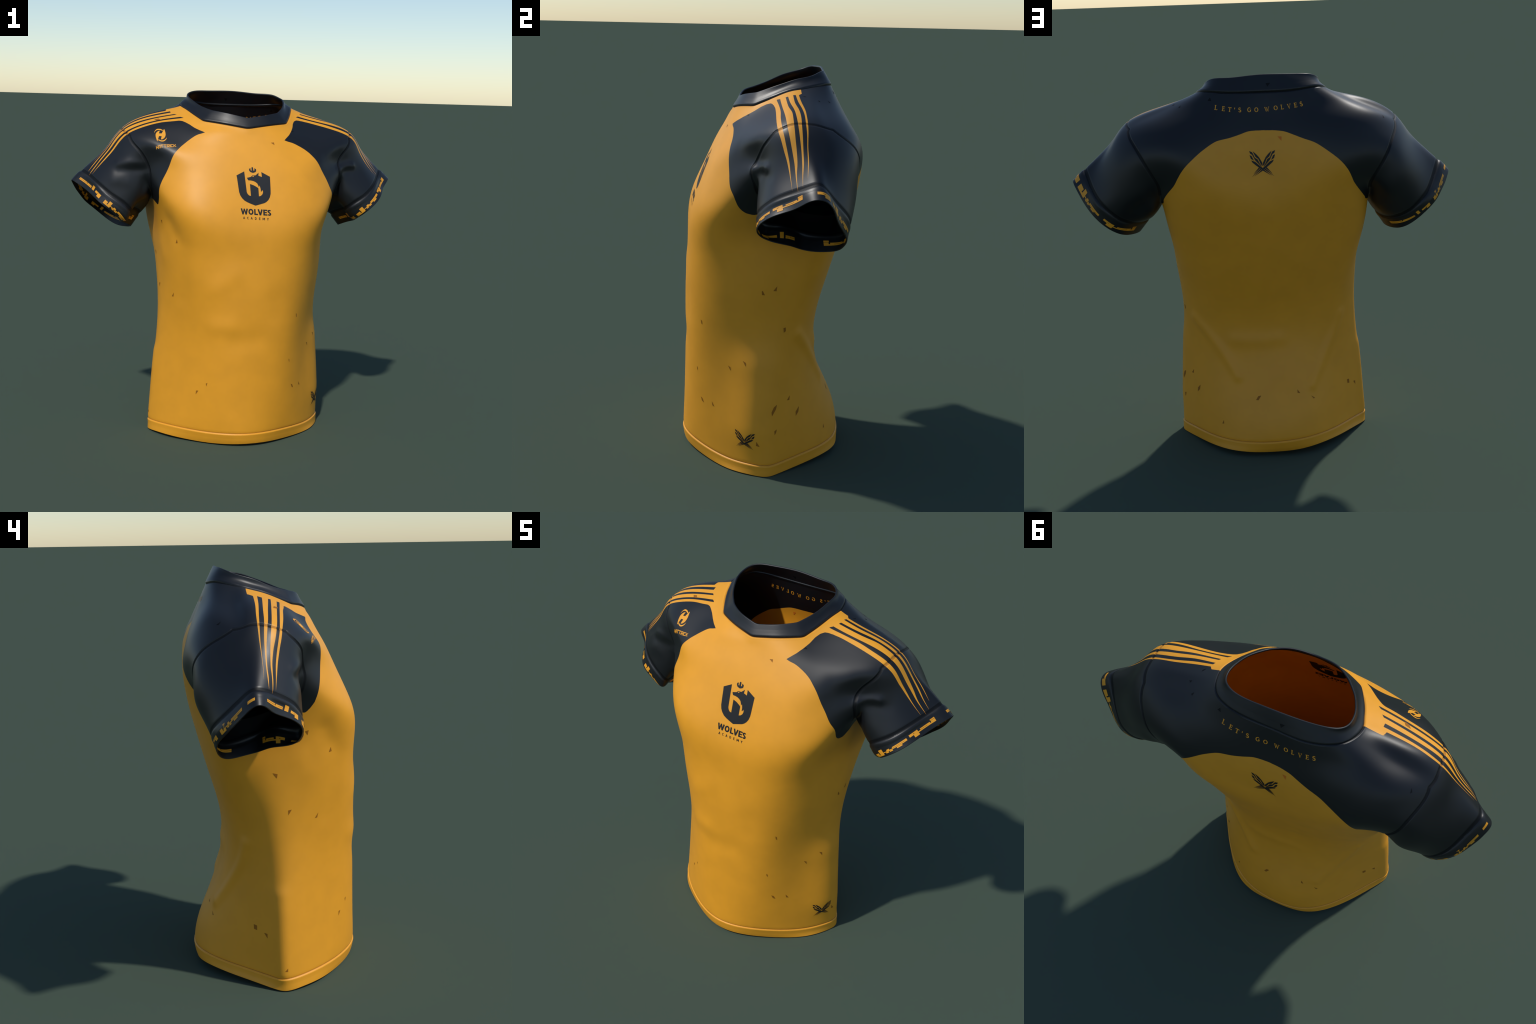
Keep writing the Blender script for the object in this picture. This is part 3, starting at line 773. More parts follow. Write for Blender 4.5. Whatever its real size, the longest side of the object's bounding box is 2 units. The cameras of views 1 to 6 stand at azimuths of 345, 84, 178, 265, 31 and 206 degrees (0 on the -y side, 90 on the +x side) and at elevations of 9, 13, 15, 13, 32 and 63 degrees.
def flat_mesh(polygons, grain=0.007):
    """Triangulate 2D polygons and refine them so they can follow the cloth.
    The third column is a tiny lift that keeps crossing strokes apart."""
    pts, faces = [], []
    for i, poly in enumerate(polygons):
        flat = [Vector((p[0], p[1], 0)) for p in poly]
        n = len(pts)
        pts += [(p[0], p[1], 0.00006 * (i % 5)) for p in poly]
        faces += [tuple(n + k for k in t) for t in tessellate_polygon([flat])]
    p, t = np.array(pts, float), np.array(faces, int)
    area = np.cross(p[t[:, 1], :2] - p[t[:, 0], :2], p[t[:, 2], :2] - p[t[:, 0], :2])
    t = t[np.abs(area) > 1e-10]
    area = area[np.abs(area) > 1e-10]
    t[area < 0] = t[area < 0][:, ::-1]
    tag = np.zeros(len(t))
    for _ in range(6):
        e = tri_edges(t)
        e = e[np.linalg.norm(p[e[:, 0], :2] - p[e[:, 1], :2], axis=1) > grain]
        if not len(e):
            break
        p, t, tag = split_edges(p, t, tag, e, np.full(len(e), 0.5))
    return p, t


def cast_out(point, aim):
    """From a point well outside, look along aim to the first cloth surface."""
    loc, nor, _, _ = OUT_TREE.ray_cast(Vector(point), Vector(aim))
    return loc, nor


def lay(name, polygons, place, mat, parent, both=True, grain=0.007):
    """place(u, v) gives a spot on the outer cloth and its normal."""
    p, t = flat_mesh(polygons, grain)
    out, nrm = [], []
    for u, v, lift in p:
        loc, nor = place(u, v)
        out.append((loc, nor, lift))
    co = [loc + nor * (PRINT + lift) for loc, nor, lift in out]
    no = [nor for _, nor, _ in out]
    a, b, c = (np.array(co[i]) for i in t[0])
    if np.dot(np.cross(b - a, c - a), np.array(no[t[0][0]])) < 0:
        t = t[:, ::-1]
    faces = [tuple(r) for r in t]
    if both:                     # the dye shows through on the inside
        n = len(co)
        for loc, nor, lift in out:
            q, m, _, _ = IN_TREE.find_nearest(loc - nor * 0.004)
            co.append(q + m * (PRINT + lift))
            no.append(m)
        faces += [tuple(r[::-1] + n) for r in t]
    return add_mesh(name, co, faces, no, [mat], [0] * len(faces), parent)


def from_front(u, v):
    return cast_out((u, -2, v), (0, 1, 0))


def from_back(u, v):
    return cast_out((-u, 2, v), (0, -1, 0))


class Quad:
    """Places unit text coordinates between a lower and an upper curve."""

    def __init__(self, lower, upper, place):
        self.lo, self.up, self.place = np.array(lower), np.array(upper), place

    def __call__(self, u, v):
        s = np.linspace(0, 1, len(self.lo))
        a = [np.interp(u, s, self.lo[:, i]) + v * (np.interp(u, s, self.up[:, i]) - np.interp(u, s, self.lo[:, i])) for i in (0, 1)]
        return self.place(*a)


def stroke(points, widths):
    """One ribbon along a polyline, mitred at the bends."""
    p = np.array(points, float)
    w = np.broadcast_to(np.array(widths, float), (len(p),))
    d = np.gradient(p, axis=0) if len(p) > 2 else np.repeat(p[1:] - p[:1], 2, axis=0)
    d /= np.maximum(np.linalg.norm(d, axis=1, keepdims=True), 1e-9)
    n = np.stack([-d[:, 1], d[:, 0]], 1) * w[:, None] / 2
    return [[p[i] + n[i], p[i + 1] + n[i + 1], p[i + 1] - n[i + 1], p[i] - n[i]] for i in range(len(p) - 1)]


def arc(cx, cy, rx, ry, a0, a1, n=14):
    t = np.radians(np.linspace(a0, a1, n))
    return np.stack([cx + rx * np.cos(t), cy + ry * np.sin(t)], 1)


def bar(x0, x1, y0, y1):
    return [(x0, y0), (x1, y0), (x1, y1), (x0, y1)]


# Roman capitals with slab serifs, in a cell one high
ROMAN = {
    'L': [bar(0.10, 0.24, 0.05, 0.95), bar(0.0, 0.34, 0.95, 1.0), bar(0.0, 0.62, 0.0, 0.06), [(0.52, 0.06), (0.62, 0.06), (0.64, 0.24)]],
    'E': [bar(0.10, 0.24, 0.05, 0.95), bar(0.0, 0.60, 0.94, 1.0), bar(0.0, 0.64, 0.0, 0.06), bar(0.24, 0.48, 0.49, 0.55),
          [(0.52, 0.06), (0.64, 0.06), (0.66, 0.24)], [(0.50, 0.94), (0.60, 0.94), (0.61, 0.78)], bar(0.46, 0.51, 0.42, 0.62)],
    'T': [bar(0.31, 0.46, 0.06, 0.94), bar(0.02, 0.75, 0.94, 1.0), bar(0.22, 0.55, 0.0, 0.06), [(0.02, 0.94), (0.12, 0.94), (0.0, 0.76)],
          [(0.65, 0.94), (0.75, 0.94), (0.77, 0.76)]],
    "'": [[(0.02, 0.95), (0.16, 0.95), (0.08, 0.62), (0.02, 0.62)]],
    'S': stroke(np.vstack([arc(0.30, 0.75, 0.22, 0.21, 20, 230, 12), arc(0.30, 0.26, 0.24, 0.23, 60, -160, 14)]), np.r_[np.linspace(0.07, 0.12, 9), np.full(9, 0.16), np.linspace(0.12, 0.07, 8)]),
    'G': stroke(arc(0.45, 0.5, 0.37, 0.45, 40, 320, 22), np.r_[np.linspace(0.06, 0.15, 11), np.linspace(0.15, 0.07, 11)]) + [bar(0.66, 0.80, 0.10, 0.44), bar(0.56, 0.88, 0.42, 0.48)],
    'O': stroke(arc(0.45, 0.5, 0.37, 0.45, 0, 360, 28), 0.11 + 0.035 * np.cos(np.radians(np.linspace(0, 720, 28)))),
    'W': stroke([(0.10, 0.97), (0.34, 0.02)], 0.14) + stroke([(0.34, 0.02), (0.54, 0.80)], 0.06) + stroke([(0.50, 0.90), (0.76, 0.02)], 0.14)
    + stroke([(0.76, 0.02), (1.0, 0.97)], 0.06) + [bar(-0.02, 0.24, 0.95, 1.0), bar(0.88, 1.1, 0.95, 1.0)],
    'V': stroke([(0.10, 0.97), (0.40, 0.0)], 0.14) + stroke([(0.40, 0.0), (0.68, 0.97)], 0.06) + [bar(-0.02, 0.24, 0.95, 1.0), bar(0.56, 0.80, 0.95, 1.0)],
}
# Squared-off capitals of the maker's name
BLOCK = {
    'H': [bar(0.0, 0.22, 0.0, 1.0), bar(0.70, 0.92, 0.0, 1.0), bar(0.22, 0.70, 0.40, 0.60)],
    'A': [bar(0.0, 0.22, 0.0, 0.86), bar(0.70, 0.92, 0.0, 0.86), bar(0.0, 0.92, 0.80, 1.0), bar(0.22, 0.70, 0.34, 0.52)],
    'T': [bar(0.0, 0.92, 0.80, 1.0), bar(0.35, 0.57, 0.0, 0.80)],
    'R': [bar(0.0, 0.22, 0.0, 0.80), bar(0.0, 0.92, 0.80, 1.0), bar(0.70, 0.92, 0.40, 0.80), bar(0.22, 0.92, 0.34, 0.52)] + stroke([(0.50, 0.36), (0.84, 0.0)], 0.22),
    'I': [bar(0.0, 0.22, 0.0, 1.0)],
    'C': [bar(0.0, 0.22, 0.0, 1.0), bar(0.22, 0.92, 0.80, 1.0), bar(0.22, 0.92, 0.0, 0.20)],
    'K': [bar(0.0, 0.22, 0.0, 1.0), bar(0.22, 0.46, 0.42, 0.60)] + stroke([(0.42, 0.50), (0.86, 1.0)], 0.22) + stroke([(0.42, 0.52), (0.90, 0.0)], 0.22),
}


# Plain heavy capitals of the club name; w is the stroke in units of the cell height
def sans(w):
    h = w / 2
    return {
        'W': stroke([(h * 0.8, 1.0), (0.32, 0.0)], w) + stroke([(0.32, 0.0), (0.56, 0.98)], w * 0.8) + stroke([(0.56, 0.98), (0.80, 0.0)], w * 0.8)
        + stroke([(0.80, 0.0), (1.12 - h * 0.8, 1.0)], w),
        'O': stroke(arc(0.42, 0.5, 0.42 - h, 0.5 - h * 0.9, 0, 360, 32), w),
        'L': [bar(0, w, 0, 1), bar(w, 0.60, 0, w * 0.95)],
        'V': stroke([(h * 0.9, 1.0), (0.42, 0.0)], w * 1.05) + stroke([(0.42, 0.0), (0.84 - h * 0.9, 1.0)], w * 1.05),
        'E': [bar(0, w, 0, 1), bar(w, 0.62, 0, w * 0.9), bar(w, 0.62, 1 - w * 0.9, 1), bar(w, 0.55, 0.5 - w * 0.42, 0.5 + w * 0.42)],
        'S': stroke(np.vstack([arc(0.31, 0.73, 0.30 - h, 0.27 - h * 0.9, 25, 245, 14), arc(0.29, 0.28, 0.31 - h, 0.28 - h * 0.9, 65, -155, 14)]), w * 0.95),
        'A': stroke([(0.06, 0.0), (0.40, 1.0)], w) + stroke([(0.40, 1.0), (0.74, 0.0)], w) + [bar(0.2, 0.6, 0.22, 0.22 + w * 0.8)],
        'C': stroke(arc(0.42, 0.5, 0.40 - h, 0.5 - h, 50, 310, 20), w),
        'D': [bar(0, w, 0, 1)] + stroke(np.vstack([[(w, 1 - h)], arc(0.28, 0.5, 0.44 - h, 0.5 - h, 90, -90, 14), [(w, h)]]), w),
        'M': [bar(0, w, 0, 1), bar(0.88 - w, 0.88, 0, 1)] + stroke([(w * 0.8, 0.98), (0.44, 0.25)], w * 0.9) + stroke([(0.44, 0.25), (0.88 - w * 0.8, 0.98)], w * 0.9),
        'Y': stroke([(0.05, 1.0), (0.36, 0.45)], w) + stroke([(0.67, 1.0), (0.36, 0.45)], w) + [bar(0.36 - h, 0.36 + h, 0, 0.47)],
    }


def set_line(text, starts, ends, w):
    font, out = sans(w), []
    for ch, a, b in zip(text, starts, ends):
        wide = max(p[0] for g in font[ch] for p in g)
        left = min(p[0] for g in font[ch] for p in g)
        out += [[(a + (p[0] - left) / (wide - left) * (b - a), p[1]) for p in g] for g in font[ch]]
    return out


front, back, yoke = parts['front_panel'], parts['back_panel'], parts['shoulder_yoke']

# ---- chest crest: shield whose inner line draws a wolf's head, with a small crown
SHIELD = [
    (-0.1007, 1.5353), (-0.0554, 1.557), (-0.0518, 1.5023), (-0.0484, 1.4455), (-0.0438, 1.4355), (-0.0359, 1.4277), (-0.0259, 1.4248),
    (-0.0268, 1.4578), (-0.0276, 1.4895), (-0.0062, 1.4824), (0.0099, 1.4736), (0.0194, 1.4669), (0.0198, 1.4446), (0.0201, 1.4227),
    (0.0305, 1.4256), (0.04, 1.4335), (0.0441, 1.4424), (0.0447, 1.4503), (0.0409, 1.4581), (0.0373, 1.4502), (0.0326, 1.4473),
    (0.0324, 1.4625), (0.0294, 1.4737), (0.0266, 1.4815), (0.0248, 1.477), (0.0229, 1.4725), (0.0199, 1.4815), (0.0147, 1.4926),
    (0.0046, 1.5004), (-0.007, 1.5055), (-0.021, 1.5085), (-0.0352, 1.5091), (-0.0395, 1.5157), (-0.0418, 1.5229), (-0.0317, 1.5247),
    (-0.0184, 1.5282), (-0.0107, 1.5356), (0.0076, 1.5358), (0.0172, 1.5431), (0.0262, 1.551), (0.0244, 1.5342), (0.0441, 1.5276),
    (0.0433, 1.5411), (0.0424, 1.5545), (0.0907, 1.5291), (0.0899, 1.4943), (0.0891, 1.4561), (0.0877, 1.436), (0.0823, 1.418),
    (0.073, 1.4034), (0.0617, 1.3933), (0.0494, 1.3866), (0.0278, 1.3809), (-0.0024, 1.3731), (-0.0292, 1.3831), (-0.0478, 1.391),
    (-0.0639, 1.3999), (-0.0774, 1.4133), (-0.0871, 1.4288), (-0.0923, 1.4465), (-0.0954, 1.4798), (-0.0985, 1.5176)]
CROWN = [
    (-0.027, 1.5707), (-0.0183, 1.5752), (-0.0176, 1.564), (-0.0124, 1.5603), (-0.0122, 1.5775), (-0.0076, 1.5814), (-0.0031, 1.5776),
    (-0.0017, 1.5604), (0.004, 1.5631), (0.0035, 1.5748), (0.0138, 1.5695), (0.0138, 1.5599), (0.009, 1.5538), (-0.0061, 1.5491),
    (-0.02, 1.5539), (-0.0262, 1.5606)]
EYE = [(-0.0117, 1.5289), (-0.0074, 1.5328), (-0.001, 1.5321), (-0.0041, 1.5283)]
lay('crest_shield', [SHIELD], from_front, MAT['navy_print'], front)
lay('crest_crown', [CROWN], from_front, MAT['navy_print'], front)


def a_little_prouder(place):
    def inner_place(u, v):
        loc, nor = place(u, v)
        return loc + nor * 0.0006, nor
    return inner_place


lay('wolf_eye', [EYE], a_little_prouder(from_front), MAT['gold_print'], front, both=False)
lay('chest_lettering', set_line('WOLVES', (0, 0.25, 0.44, 0.554, 0.738, 0.878), (0.236, 0.415, 0.562, 0.724, 0.872, 1), 0.235),
    Quad([(-0.0890, 1.3275), (0.0850, 1.3180)], [(-0.0890, 1.3590), (0.0850, 1.3495)], from_front), MAT['navy_print'], front, grain=0.1)
lay('chest_lettering', set_line('ACADEMY', (0, 0.153, 0.294, 0.458, 0.616, 0.757, 0.925), (0.076, 0.216, 0.372, 0.525, 0.674, 0.850, 1), 0.19),
    Quad([(-0.0775, 1.3022), (0.0700, 1.2922)], [(-0.0775, 1.3155), (0.0700, 1.3055)], from_front), MAT['navy_print'], front, grain=0.1)

# ---- lettering across the shoulders at the back
BACK_TEXT = "LET'S GO WOLVES"
BACK_AT = [(-0.2224, 1.8411), (-0.1860, 1.8348), (-0.1548, 1.8298), (-0.1302, 1.8278), (-0.1047, 1.8265), None, (-0.0581, 1.8252), (-0.0228, 1.8239),
           None, (0.0306, 1.8247), (0.0742, 1.8298), (0.1060, 1.8332), (0.1402, 1.8358), (0.1724, 1.8400), (0.2012, 1.8442)]
HIGH = 0.0212


def fatten(poly, by):
    """Grow a small convex outline outward from its middle."""
    p = np.array(poly)
    d = p - p.mean(0)
    return [tuple(q) for q in p + np.sign(d) * by]


shapes = []
spots = [s for s in BACK_AT if s]
for ch, at in zip(BACK_TEXT, BACK_AT):
    if at is None:
        continue
    i = spots.index(at)
    a, b = spots[max(i - 1, 0)], spots[min(i + 1, len(spots) - 1)]
    tilt = math.atan2(b[1] - a[1], b[0] - a[0])
    glyph = ROMAN[ch]
    wide = max(p[0] for g in glyph for p in g)
    for g in glyph:
        q = [((p[0] - wide / 2) * HIGH, p[1] * HIGH) for p in fatten(g, 0.028)]
        shapes.append([(at[0] + u * math.cos(tilt) - v * math.sin(tilt), at[1] + u * math.sin(tilt) + v * math.cos(tilt)) for u, v in q])
lay('back_lettering', shapes, from_back, MAT['gold_print'], yoke, grain=0.02)

# ---- crossed-feather emblem: one half drawn, the other mirrored
FEATHERS = [
    [(0.0465, 0.0776), (0.0292, 0.0621), (0.0166, 0.0473), (0.002, 0.0206), (0.0, 0.0031), (0.0075, 0.0109), (0.0116, 0.0179), (0.0201, 0.0388),
     (0.0335, 0.0493), (0.0393, 0.0607)],
    [(0.0642, 0.0797), (0.0507, 0.0735), (0.0471, 0.0684), (0.0374, 0.0458), (0.024, 0.0371), (0.0142, 0.0162), (0.007, 0.0072), (0.0042, -0.0004),
     (0.0127, 0.0074), (0.0259, 0.0217), (0.0367, 0.034), (0.0506, 0.0612), (0.0592, 0.0659)],
    [(0.0629, 0.0599), (0.0534, 0.0552), (0.0418, 0.0317), (0.0571, 0.0411)],
    [(0.0559, 0.0337), (0.0408, 0.0273), (0.0358, 0.0252), (0.0128, 0.0043), (0.0002, -0.0056), (-0.0008, -0.0181), (0.0194, -0.0029), (0.034, 0.0084),
     (0.0492, 0.0215)],
    [(0.0194, -0.0029), (0.0139, -0.0081), (0.0485, -0.0365)],
    [(0.0114, -0.0082), (0.006, -0.0131), (0.0567, -0.0494)],
    [(0.0045, -0.0139), (-0.0014, -0.0182), (0.0433, -0.0457)],
]
HOLES = [(0.0, 0.0035), (0.0045, -0.0012), (-0.0045, -0.0012), (0.0, -0.0058)]


def emblem(sx, sy):
    left = [[(-u * sx, v * sy) for u, v in f] for f in FEATHERS]
    # the mirrored half sits a hair prouder where the feathers cross
    right = [[(u * sx, v * sy) for u, v in f] for f in FEATHERS]
    return left, right


def emblem_place(make):
    def place(u, v):
        return make(u, v)
    return place


def emblem_on(name, sx, sy, make, parent):
    left, right = emblem(sx, sy)
    ob = lay(name, left, make, MAT['navy_print'], parent)
    lay(name, right, a_little_prouder(make), MAT['navy_print'], parent)
    dots = [[(u * sx + d * 0.0013 * sx, v * sy + e * 0.0015 * sy) for d, e in ((-1, 0), (0, -1), (1, 0), (0, 1))] for u, v in HOLES]
    lay(name + '_gap', dots, a_little_prouder(a_little_prouder(make)), MAT['gold_print'], parent, both=False)
    return ob


emblem_on('feather_emblem', 1.0, 1.0, lambda u, v: from_back(u - 0.0034, v + 1.5621), back)
HIP = np.array((0.4531, -0.1309, 0.1700))
ACROSS, AWAY = np.array((0.557, 0.830, 0)), np.array((0.830, -0.557, 0))


def on_hip(u, v):
    q = HIP + ACROSS * u
    return cast_out(tuple(q + AWAY + np.array((0, 0, v))), tuple(-AWAY))


emblem_on('feather_emblem', 0.92, 0.70, on_hip, front)

# ---- maker's badge and name on the right shoulder
BADGE = [
    [(-0.4975, 1.7654), (-0.503, 1.764), (-0.5095, 1.7608), (-0.5163, 1.7552), (-0.5213, 1.749), (-0.5234, 1.743), (-0.524, 1.7334), (-0.5229, 1.7239),
     (-0.5205, 1.7144), (-0.5181, 1.7073), (-0.5151, 1.7146), (-0.5126, 1.7206), (-0.5091, 1.7291), (-0.5058, 1.7361), (-0.4913, 1.7366),
     (-0.4942, 1.7283), (-0.4978, 1.7187), (-0.4911, 1.7191), (-0.4847, 1.722), (-0.4774, 1.7276), (-0.4724, 1.7338), (-0.4689, 1.7423),
     (-0.468, 1.7471), (-0.4681, 1.7567), (-0.4693, 1.7651), (-0.4706, 1.7722), (-0.4727, 1.774), (-0.4756, 1.7709), (-0.4819, 1.7611),
     (-0.4888, 1.7507), (-0.5045, 1.7502), (-0.501, 1.7575)],
    [(-0.5292, 1.7523), (-0.5271, 1.7584), (-0.5232, 1.7645), (-0.5176, 1.7701), (-0.511, 1.7739), (-0.5025, 1.7751), (-0.493, 1.7745),
     (-0.4851, 1.7718), (-0.4796, 1.7683), (-0.4826, 1.7647), (-0.4894, 1.7674), (-0.4975, 1.7692), (-0.5047, 1.769), (-0.512, 1.7679),
     (-0.5184, 1.7647), (-0.5239, 1.7597), (-0.527, 1.7548)],
    [(-0.5124, 1.717), (-0.5092, 1.7183), (-0.5014, 1.7144), (-0.4931, 1.7131), (-0.4858, 1.714), (-0.4782, 1.7169), (-0.4715, 1.7218),
     (-0.4672, 1.7267), (-0.4647, 1.7298), (-0.4657, 1.7244), (-0.4695, 1.7183), (-0.4764, 1.7121), (-0.4841, 1.7084), (-0.4927, 1.7071),
     (-0.5009, 1.7085), (-0.5089, 1.7118), (-0.5134, 1.714)],
]
lay('maker_badge', BADGE, from_front, MAT['gold_print'], yoke)
cells, pen = [], 0.0
for ch in 'HATTRICK':
    cells += [[(p[0] + pen, p[1]) for p in g] for g in BLOCK[ch]]
    pen += 0.34 if ch == 'I' else 1.04
cells = [[(u / (pen - 0.12), v) for u, v in g] for g in cells]
lay('maker_lettering', cells, Quad([(-0.525, 1.6639), (-0.4967, 1.6736), (-0.4569, 1.6777), (-0.4196, 1.6811)],
                                   [(-0.5277, 1.6826), (-0.4971, 1.6914), (-0.456, 1.6931), (-0.4207, 1.6947)], from_front), MAT['gold_print'], yoke, grain=0.03)

# ---- square-cut script round the cuffs: boxes in (along the word, down the cuff)
SCRIPT = {
    'end_letters': [(0, 0.49, 0.55, 0.615), (0, 0.49, 0.63, 0.70), (0.49, 0.53, 0.63, 0.70), (0.53, 0.70, 0.55, 0.70), (0.70, 1, 0.55, 0.62), (0.70, 1, 0.632, 0.70)],
    'tall_letter': [(0, 1, 0.38, 0.71)],
    'loop_letter': [(0, 0.40, 0.53, 0.69), (0.40, 0.58, 0.53, 0.60), (0.40, 0.58, 0.63, 0.69), (0.58, 1, 0.53, 0.69), (0.52, 1, 0.69, 0.84)],
    'long_word': [(0, 0.13, 0.55, 0.75), (0.16, 0.27, 0.40, 0.75), (0, 0.27, 0.75, 0.87), (0.27, 0.92, 0.66, 0.72), (0.38, 0.46, 0.56, 0.66),
                  (0.34, 0.425, 0.735, 0.82), (0.45, 0.54, 0.735, 0.82), (0.55, 0.92, 0.565, 0.645), (0.92, 1, 0.565, 0.72), (0.66, 0.82, 0.735, 0.82)],
    'short_word': [(0, 0.14, 0.52, 0.68), (0.14, 0.19, 0.52, 0.59), (0.14, 0.19, 0.62, 0.68), (0.19, 0.33, 0.52, 0.68), (0.14, 0.33, 0.68, 0.86),
                   (0.33, 0.72, 0.655, 0.72), (0.43, 0.72, 0.57, 0.64), (0.72, 0.83, 0.57, 0.72), (0.83, 0.87, 0.64, 0.72), (0.87, 1, 0.545, 0.72), (0.86, 1, 0.45, 0.53)],
    'cut_letter': [(0, 1, 0.55, 0.70)],
}
CUFF_TEXT = {   # word, from, to: degrees round the cuff
    'left': [('short_word', 153.5, 103), ('long_word', 208.5, 158.5), ('loop_letter', 227, 213), ('tall_letter', 235, 230), ('end_letters', 256, 238),
             ('short_word', 356, 299), ('long_word', 427, 366), ('loop_letter', 86.5, 71.5)],
    'right': [('end_letters', 262.5, 230.5), ('tall_letter', 227, 219), ('loop_letter', 214, 197.5), ('long_word', 187, 138), ('short_word', 133, 101),
              ('end_letters', 60, 21.5), ('tall_letter', 17, 12.5), ('loop_letter', 8, -8), ('long_word', 340.5, 293), ('cut_letter', 285, 276.5)],
}


def cuff_place(side):
    top, low = verts[loops['cuff_seam_' + side]], verts[loops['cuff_edge_' + side]]
    c0, c1 = top.mean(0), low.mean(0)
    axis = (c1 - c0) / np.linalg.norm(c1 - c0)
    e1 = np.array((0, 1.0, 0)) - axis * axis[1]
    e1 /= np.linalg.norm(e1)
    e2 = np.cross(axis, e1)

    def by_angle(ring, c):
        d = ring - c
        th = np.degrees(np.arctan2(d @ e2, d @ e1)) % 360
        o = np.argsort(th)
        return np.r_[th[o][-1] - 360, th[o], th[o][0] + 360], ring[np.r_[o[-1], o, o[0]]]
    mid = verts[loops['cuff_top_' + side]]
    cm = mid.mean(0)
    rows = [by_angle(top, c0), by_angle(mid, cm), by_angle(low, c1)]
    part_way = np.linalg.norm(cm - c0) / (np.linalg.norm(cm - c0) + np.linalg.norm(c1 - cm))

    def on_row(row, u):
        return np.array([np.interp(u % 360, row[0], row[1][:, k]) for k in range(3)])

    def place(u, v):
        i, w = (0, v / part_way) if v < part_way else (1, (v - part_way) / (1 - part_way))
        q = on_row(rows[i], u) * (1 - w) + on_row(rows[i + 1], u) * w
        loc, nor, _, _ = OUT_TREE.find_nearest(Vector(q))
        away = loc - Vector(c0 * (1 - v) + c1 * v)
        return loc, nor if nor.dot(away) > 0 else -nor
    return place


for side, words in CUFF_TEXT.items():
    place = cuff_place(side)
    for word, a, b in words:
        boxes = [[(a + (b - a) * s, v) for s, v in bar(x0, x1, y0, y1)] for x0, x1, y0, y1 in SCRIPT[word]]
        lay('cuff_lettering', boxes, place, MAT['gold_print'], parts['cuff' if side == 'left' else 'cuff.001'], grain=3.0)

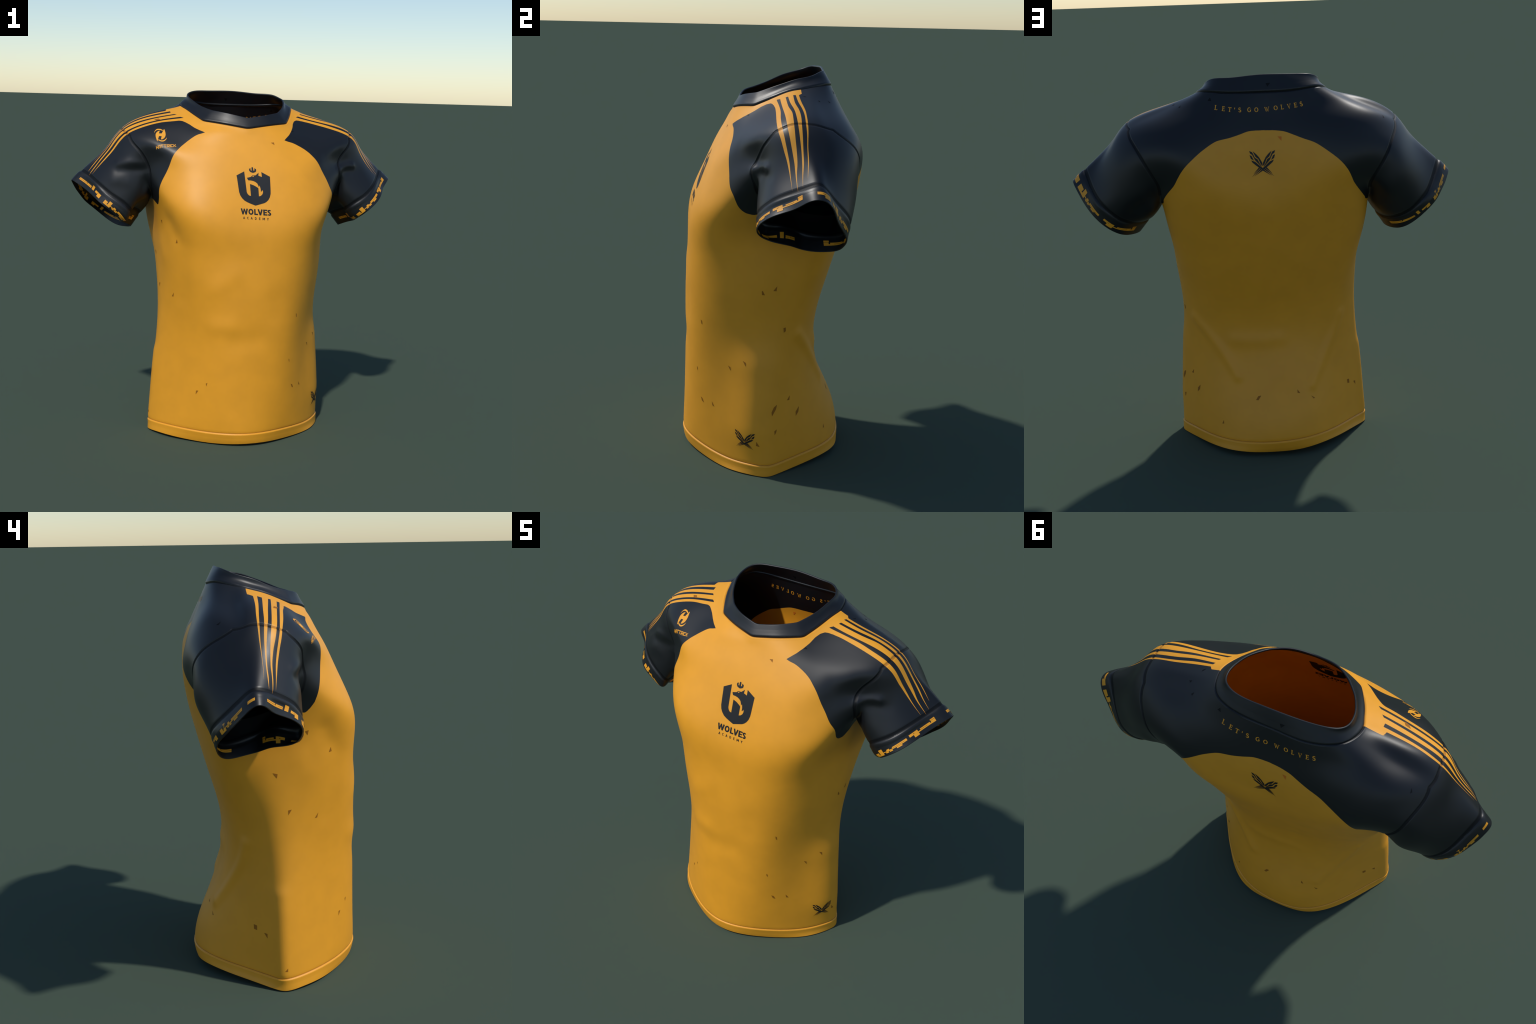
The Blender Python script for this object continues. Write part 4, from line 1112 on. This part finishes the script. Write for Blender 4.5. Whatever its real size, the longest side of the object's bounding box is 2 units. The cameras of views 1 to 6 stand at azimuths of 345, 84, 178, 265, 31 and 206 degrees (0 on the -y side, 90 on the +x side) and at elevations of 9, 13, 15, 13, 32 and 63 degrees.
# ---- small dark flecks scattered over the cloth: centre and outline in millimetres
FLECKS = [
    ((0.474, -0.058, 0.946), [(-5, 7), (-1, 13), (10, -10), (-4, -10)]),
    ((0.480, 0.003, 0.966), [(7, 17), (4, -9), (-11, -8)]),
    ((0.262, -0.345, 0.738), [(-5, 12), (3, 8), (5, -12), (-2, -8)]),
    ((0.448, 0.055, 0.752), [(-7, 10), (5, 12), (7, -7), (-4, -15)]),
    ((0.222, -0.364, 0.478), [(-4, 11), (3, 4), (3, -12), (-2, -4)]),
    ((0.373, -0.205, 0.533), [(-11, 10), (5, 4), (6, -14)]),
    ((0.423, -0.130, 0.574), [(-12, 11), (6, 4), (6, -15)]),
    ((0.252, -0.339, 0.318), [(-12, 13), (2, 8), (13, -13), (-2, -7)]),
    ((0.309, -0.287, 0.313), [(-7, 15), (11, -8), (-3, -6)]),
    ((0.423, 0.086, 0.384), [(8, 15), (4, -8), (-12, -7)]),
    ((0.470, 0.006, 0.345), [(17, 24), (11, 2), (-13, -31), (-15, -10), (-1, 14)]),
    ((0.473, 0.016, 0.227), [(8, 13), (4, -3), (-5, -15), (-7, 6)]),
    ((0.394, 0.135, 0.303), [(13, 24), (8, -3), (-11, -22), (-10, 1)]),
    ((0.485, -0.070, 0.168), [(-5, 16), (12, -10), (-7, -6)]),
    ((-0.425, -0.252, 1.156), [(2, 15), (8, -6), (-9, -9)]),
    ((-0.257, -0.354, 0.354), [(6, 9), (-1, -13), (-4, 4)]),
    ((-0.305, -0.316, 0.301), [(11, 9), (-6, -16), (-5, 7)]),
    ((0.129, -0.219, 1.711), [(-13, 4), (6, 6), (7, -10)]),
    ((-0.482, -0.048, 0.881), [(-6, 7), (11, 9), (-5, -17)]),
    ((-0.427, -0.185, 0.840), [(8, 16), (3, -8), (-11, -9)]),
    ((-0.221, 0.311, 0.291), [(-11, 12), (10, -5), (1, -8)]),
    ((-0.432, 0.115, 0.294), [(-10, 13), (9, 10), (10, -13), (-8, -10)]),
    ((-0.473, 0.066, 0.267), [(-13, 9), (6, 7), (7, -16)]),
    ((-0.532, -0.025, 0.106), [(5, 11), (5, -6), (-10, -5)]),
    ((-0.497, 0.017, 1.061), [(-14, 11), (9, 5), (6, -15)]),
    ((-0.488, -0.131, 1.258), [(7, 9), (3, -14), (-10, 5)]),
    ((0.072, 0.329, 0.309), [(15, 13), (0, -12), (-13, -11), (-1, 10)]),
    ((-0.142, 0.323, 0.331), [(-4, 13), (9, -8), (-5, -5)]),
    ((0.265, 0.292, 0.163), [(2, 14), (5, -6), (-7, -8)]),
    ((-0.497, 0.011, 1.825), [(-22, 1), (2, 11), (21, -2), (-1, -10)]),
    ((0.251, 0.287, 1.889), [(1, 12), (9, -7), (-10, -5)]),
    ((0.437, 0.191, 1.860), [(1, 9), (5, -4), (-7, -5)]),
    ((0.403, 0.243, 1.854), [(0, 11), (5, -5), (-5, -6)]),
    ((-0.616, 0.270, 1.769), [(6, 13), (2, -6), (-9, -7)]),
    ((-0.088, 0.384, 1.699), [(-13, 8), (7, 7), (6, -15)]),
    ((-0.039, 0.285, 1.952), [(-10, 6), (12, 7), (-2, -13)]),
    ((0.403, 0.127, 1.879), [(-11, 6), (10, -2), (1, -5)]),
    ((0.268, -0.126, 1.778), [(-11, -2), (1, 6), (10, -4)]),
]
body_parts = {'front_panel': front, 'back_panel': back, 'shoulder_yoke': yoke}
for at, outline in FLECKS:
    at = Vector(at)
    loc, nor, face, _ = OUT_TREE.find_nearest(at)
    right = Vector((0, 0, 1)).cross(nor).normalized()
    up = nor.cross(right)
    owner_part = part[face]

    def place(u, v, at=loc, right=right, up=up, nor=nor):
        hit, m, _, _ = OUT_TREE.ray_cast(at + right * u + up * v + nor * 0.03, -nor)
        return (hit, m) if hit else (at, nor)
    mat = MAT['orange_fleck'] if at.y > 0.35 and at.z > 1.6 else MAT['gold_fleck'] if gold[face] else MAT['navy_fleck']
    lay('fleck', [[(u / 1000, v / 1000) for u, v in outline]], place, mat, parts[owner_part])

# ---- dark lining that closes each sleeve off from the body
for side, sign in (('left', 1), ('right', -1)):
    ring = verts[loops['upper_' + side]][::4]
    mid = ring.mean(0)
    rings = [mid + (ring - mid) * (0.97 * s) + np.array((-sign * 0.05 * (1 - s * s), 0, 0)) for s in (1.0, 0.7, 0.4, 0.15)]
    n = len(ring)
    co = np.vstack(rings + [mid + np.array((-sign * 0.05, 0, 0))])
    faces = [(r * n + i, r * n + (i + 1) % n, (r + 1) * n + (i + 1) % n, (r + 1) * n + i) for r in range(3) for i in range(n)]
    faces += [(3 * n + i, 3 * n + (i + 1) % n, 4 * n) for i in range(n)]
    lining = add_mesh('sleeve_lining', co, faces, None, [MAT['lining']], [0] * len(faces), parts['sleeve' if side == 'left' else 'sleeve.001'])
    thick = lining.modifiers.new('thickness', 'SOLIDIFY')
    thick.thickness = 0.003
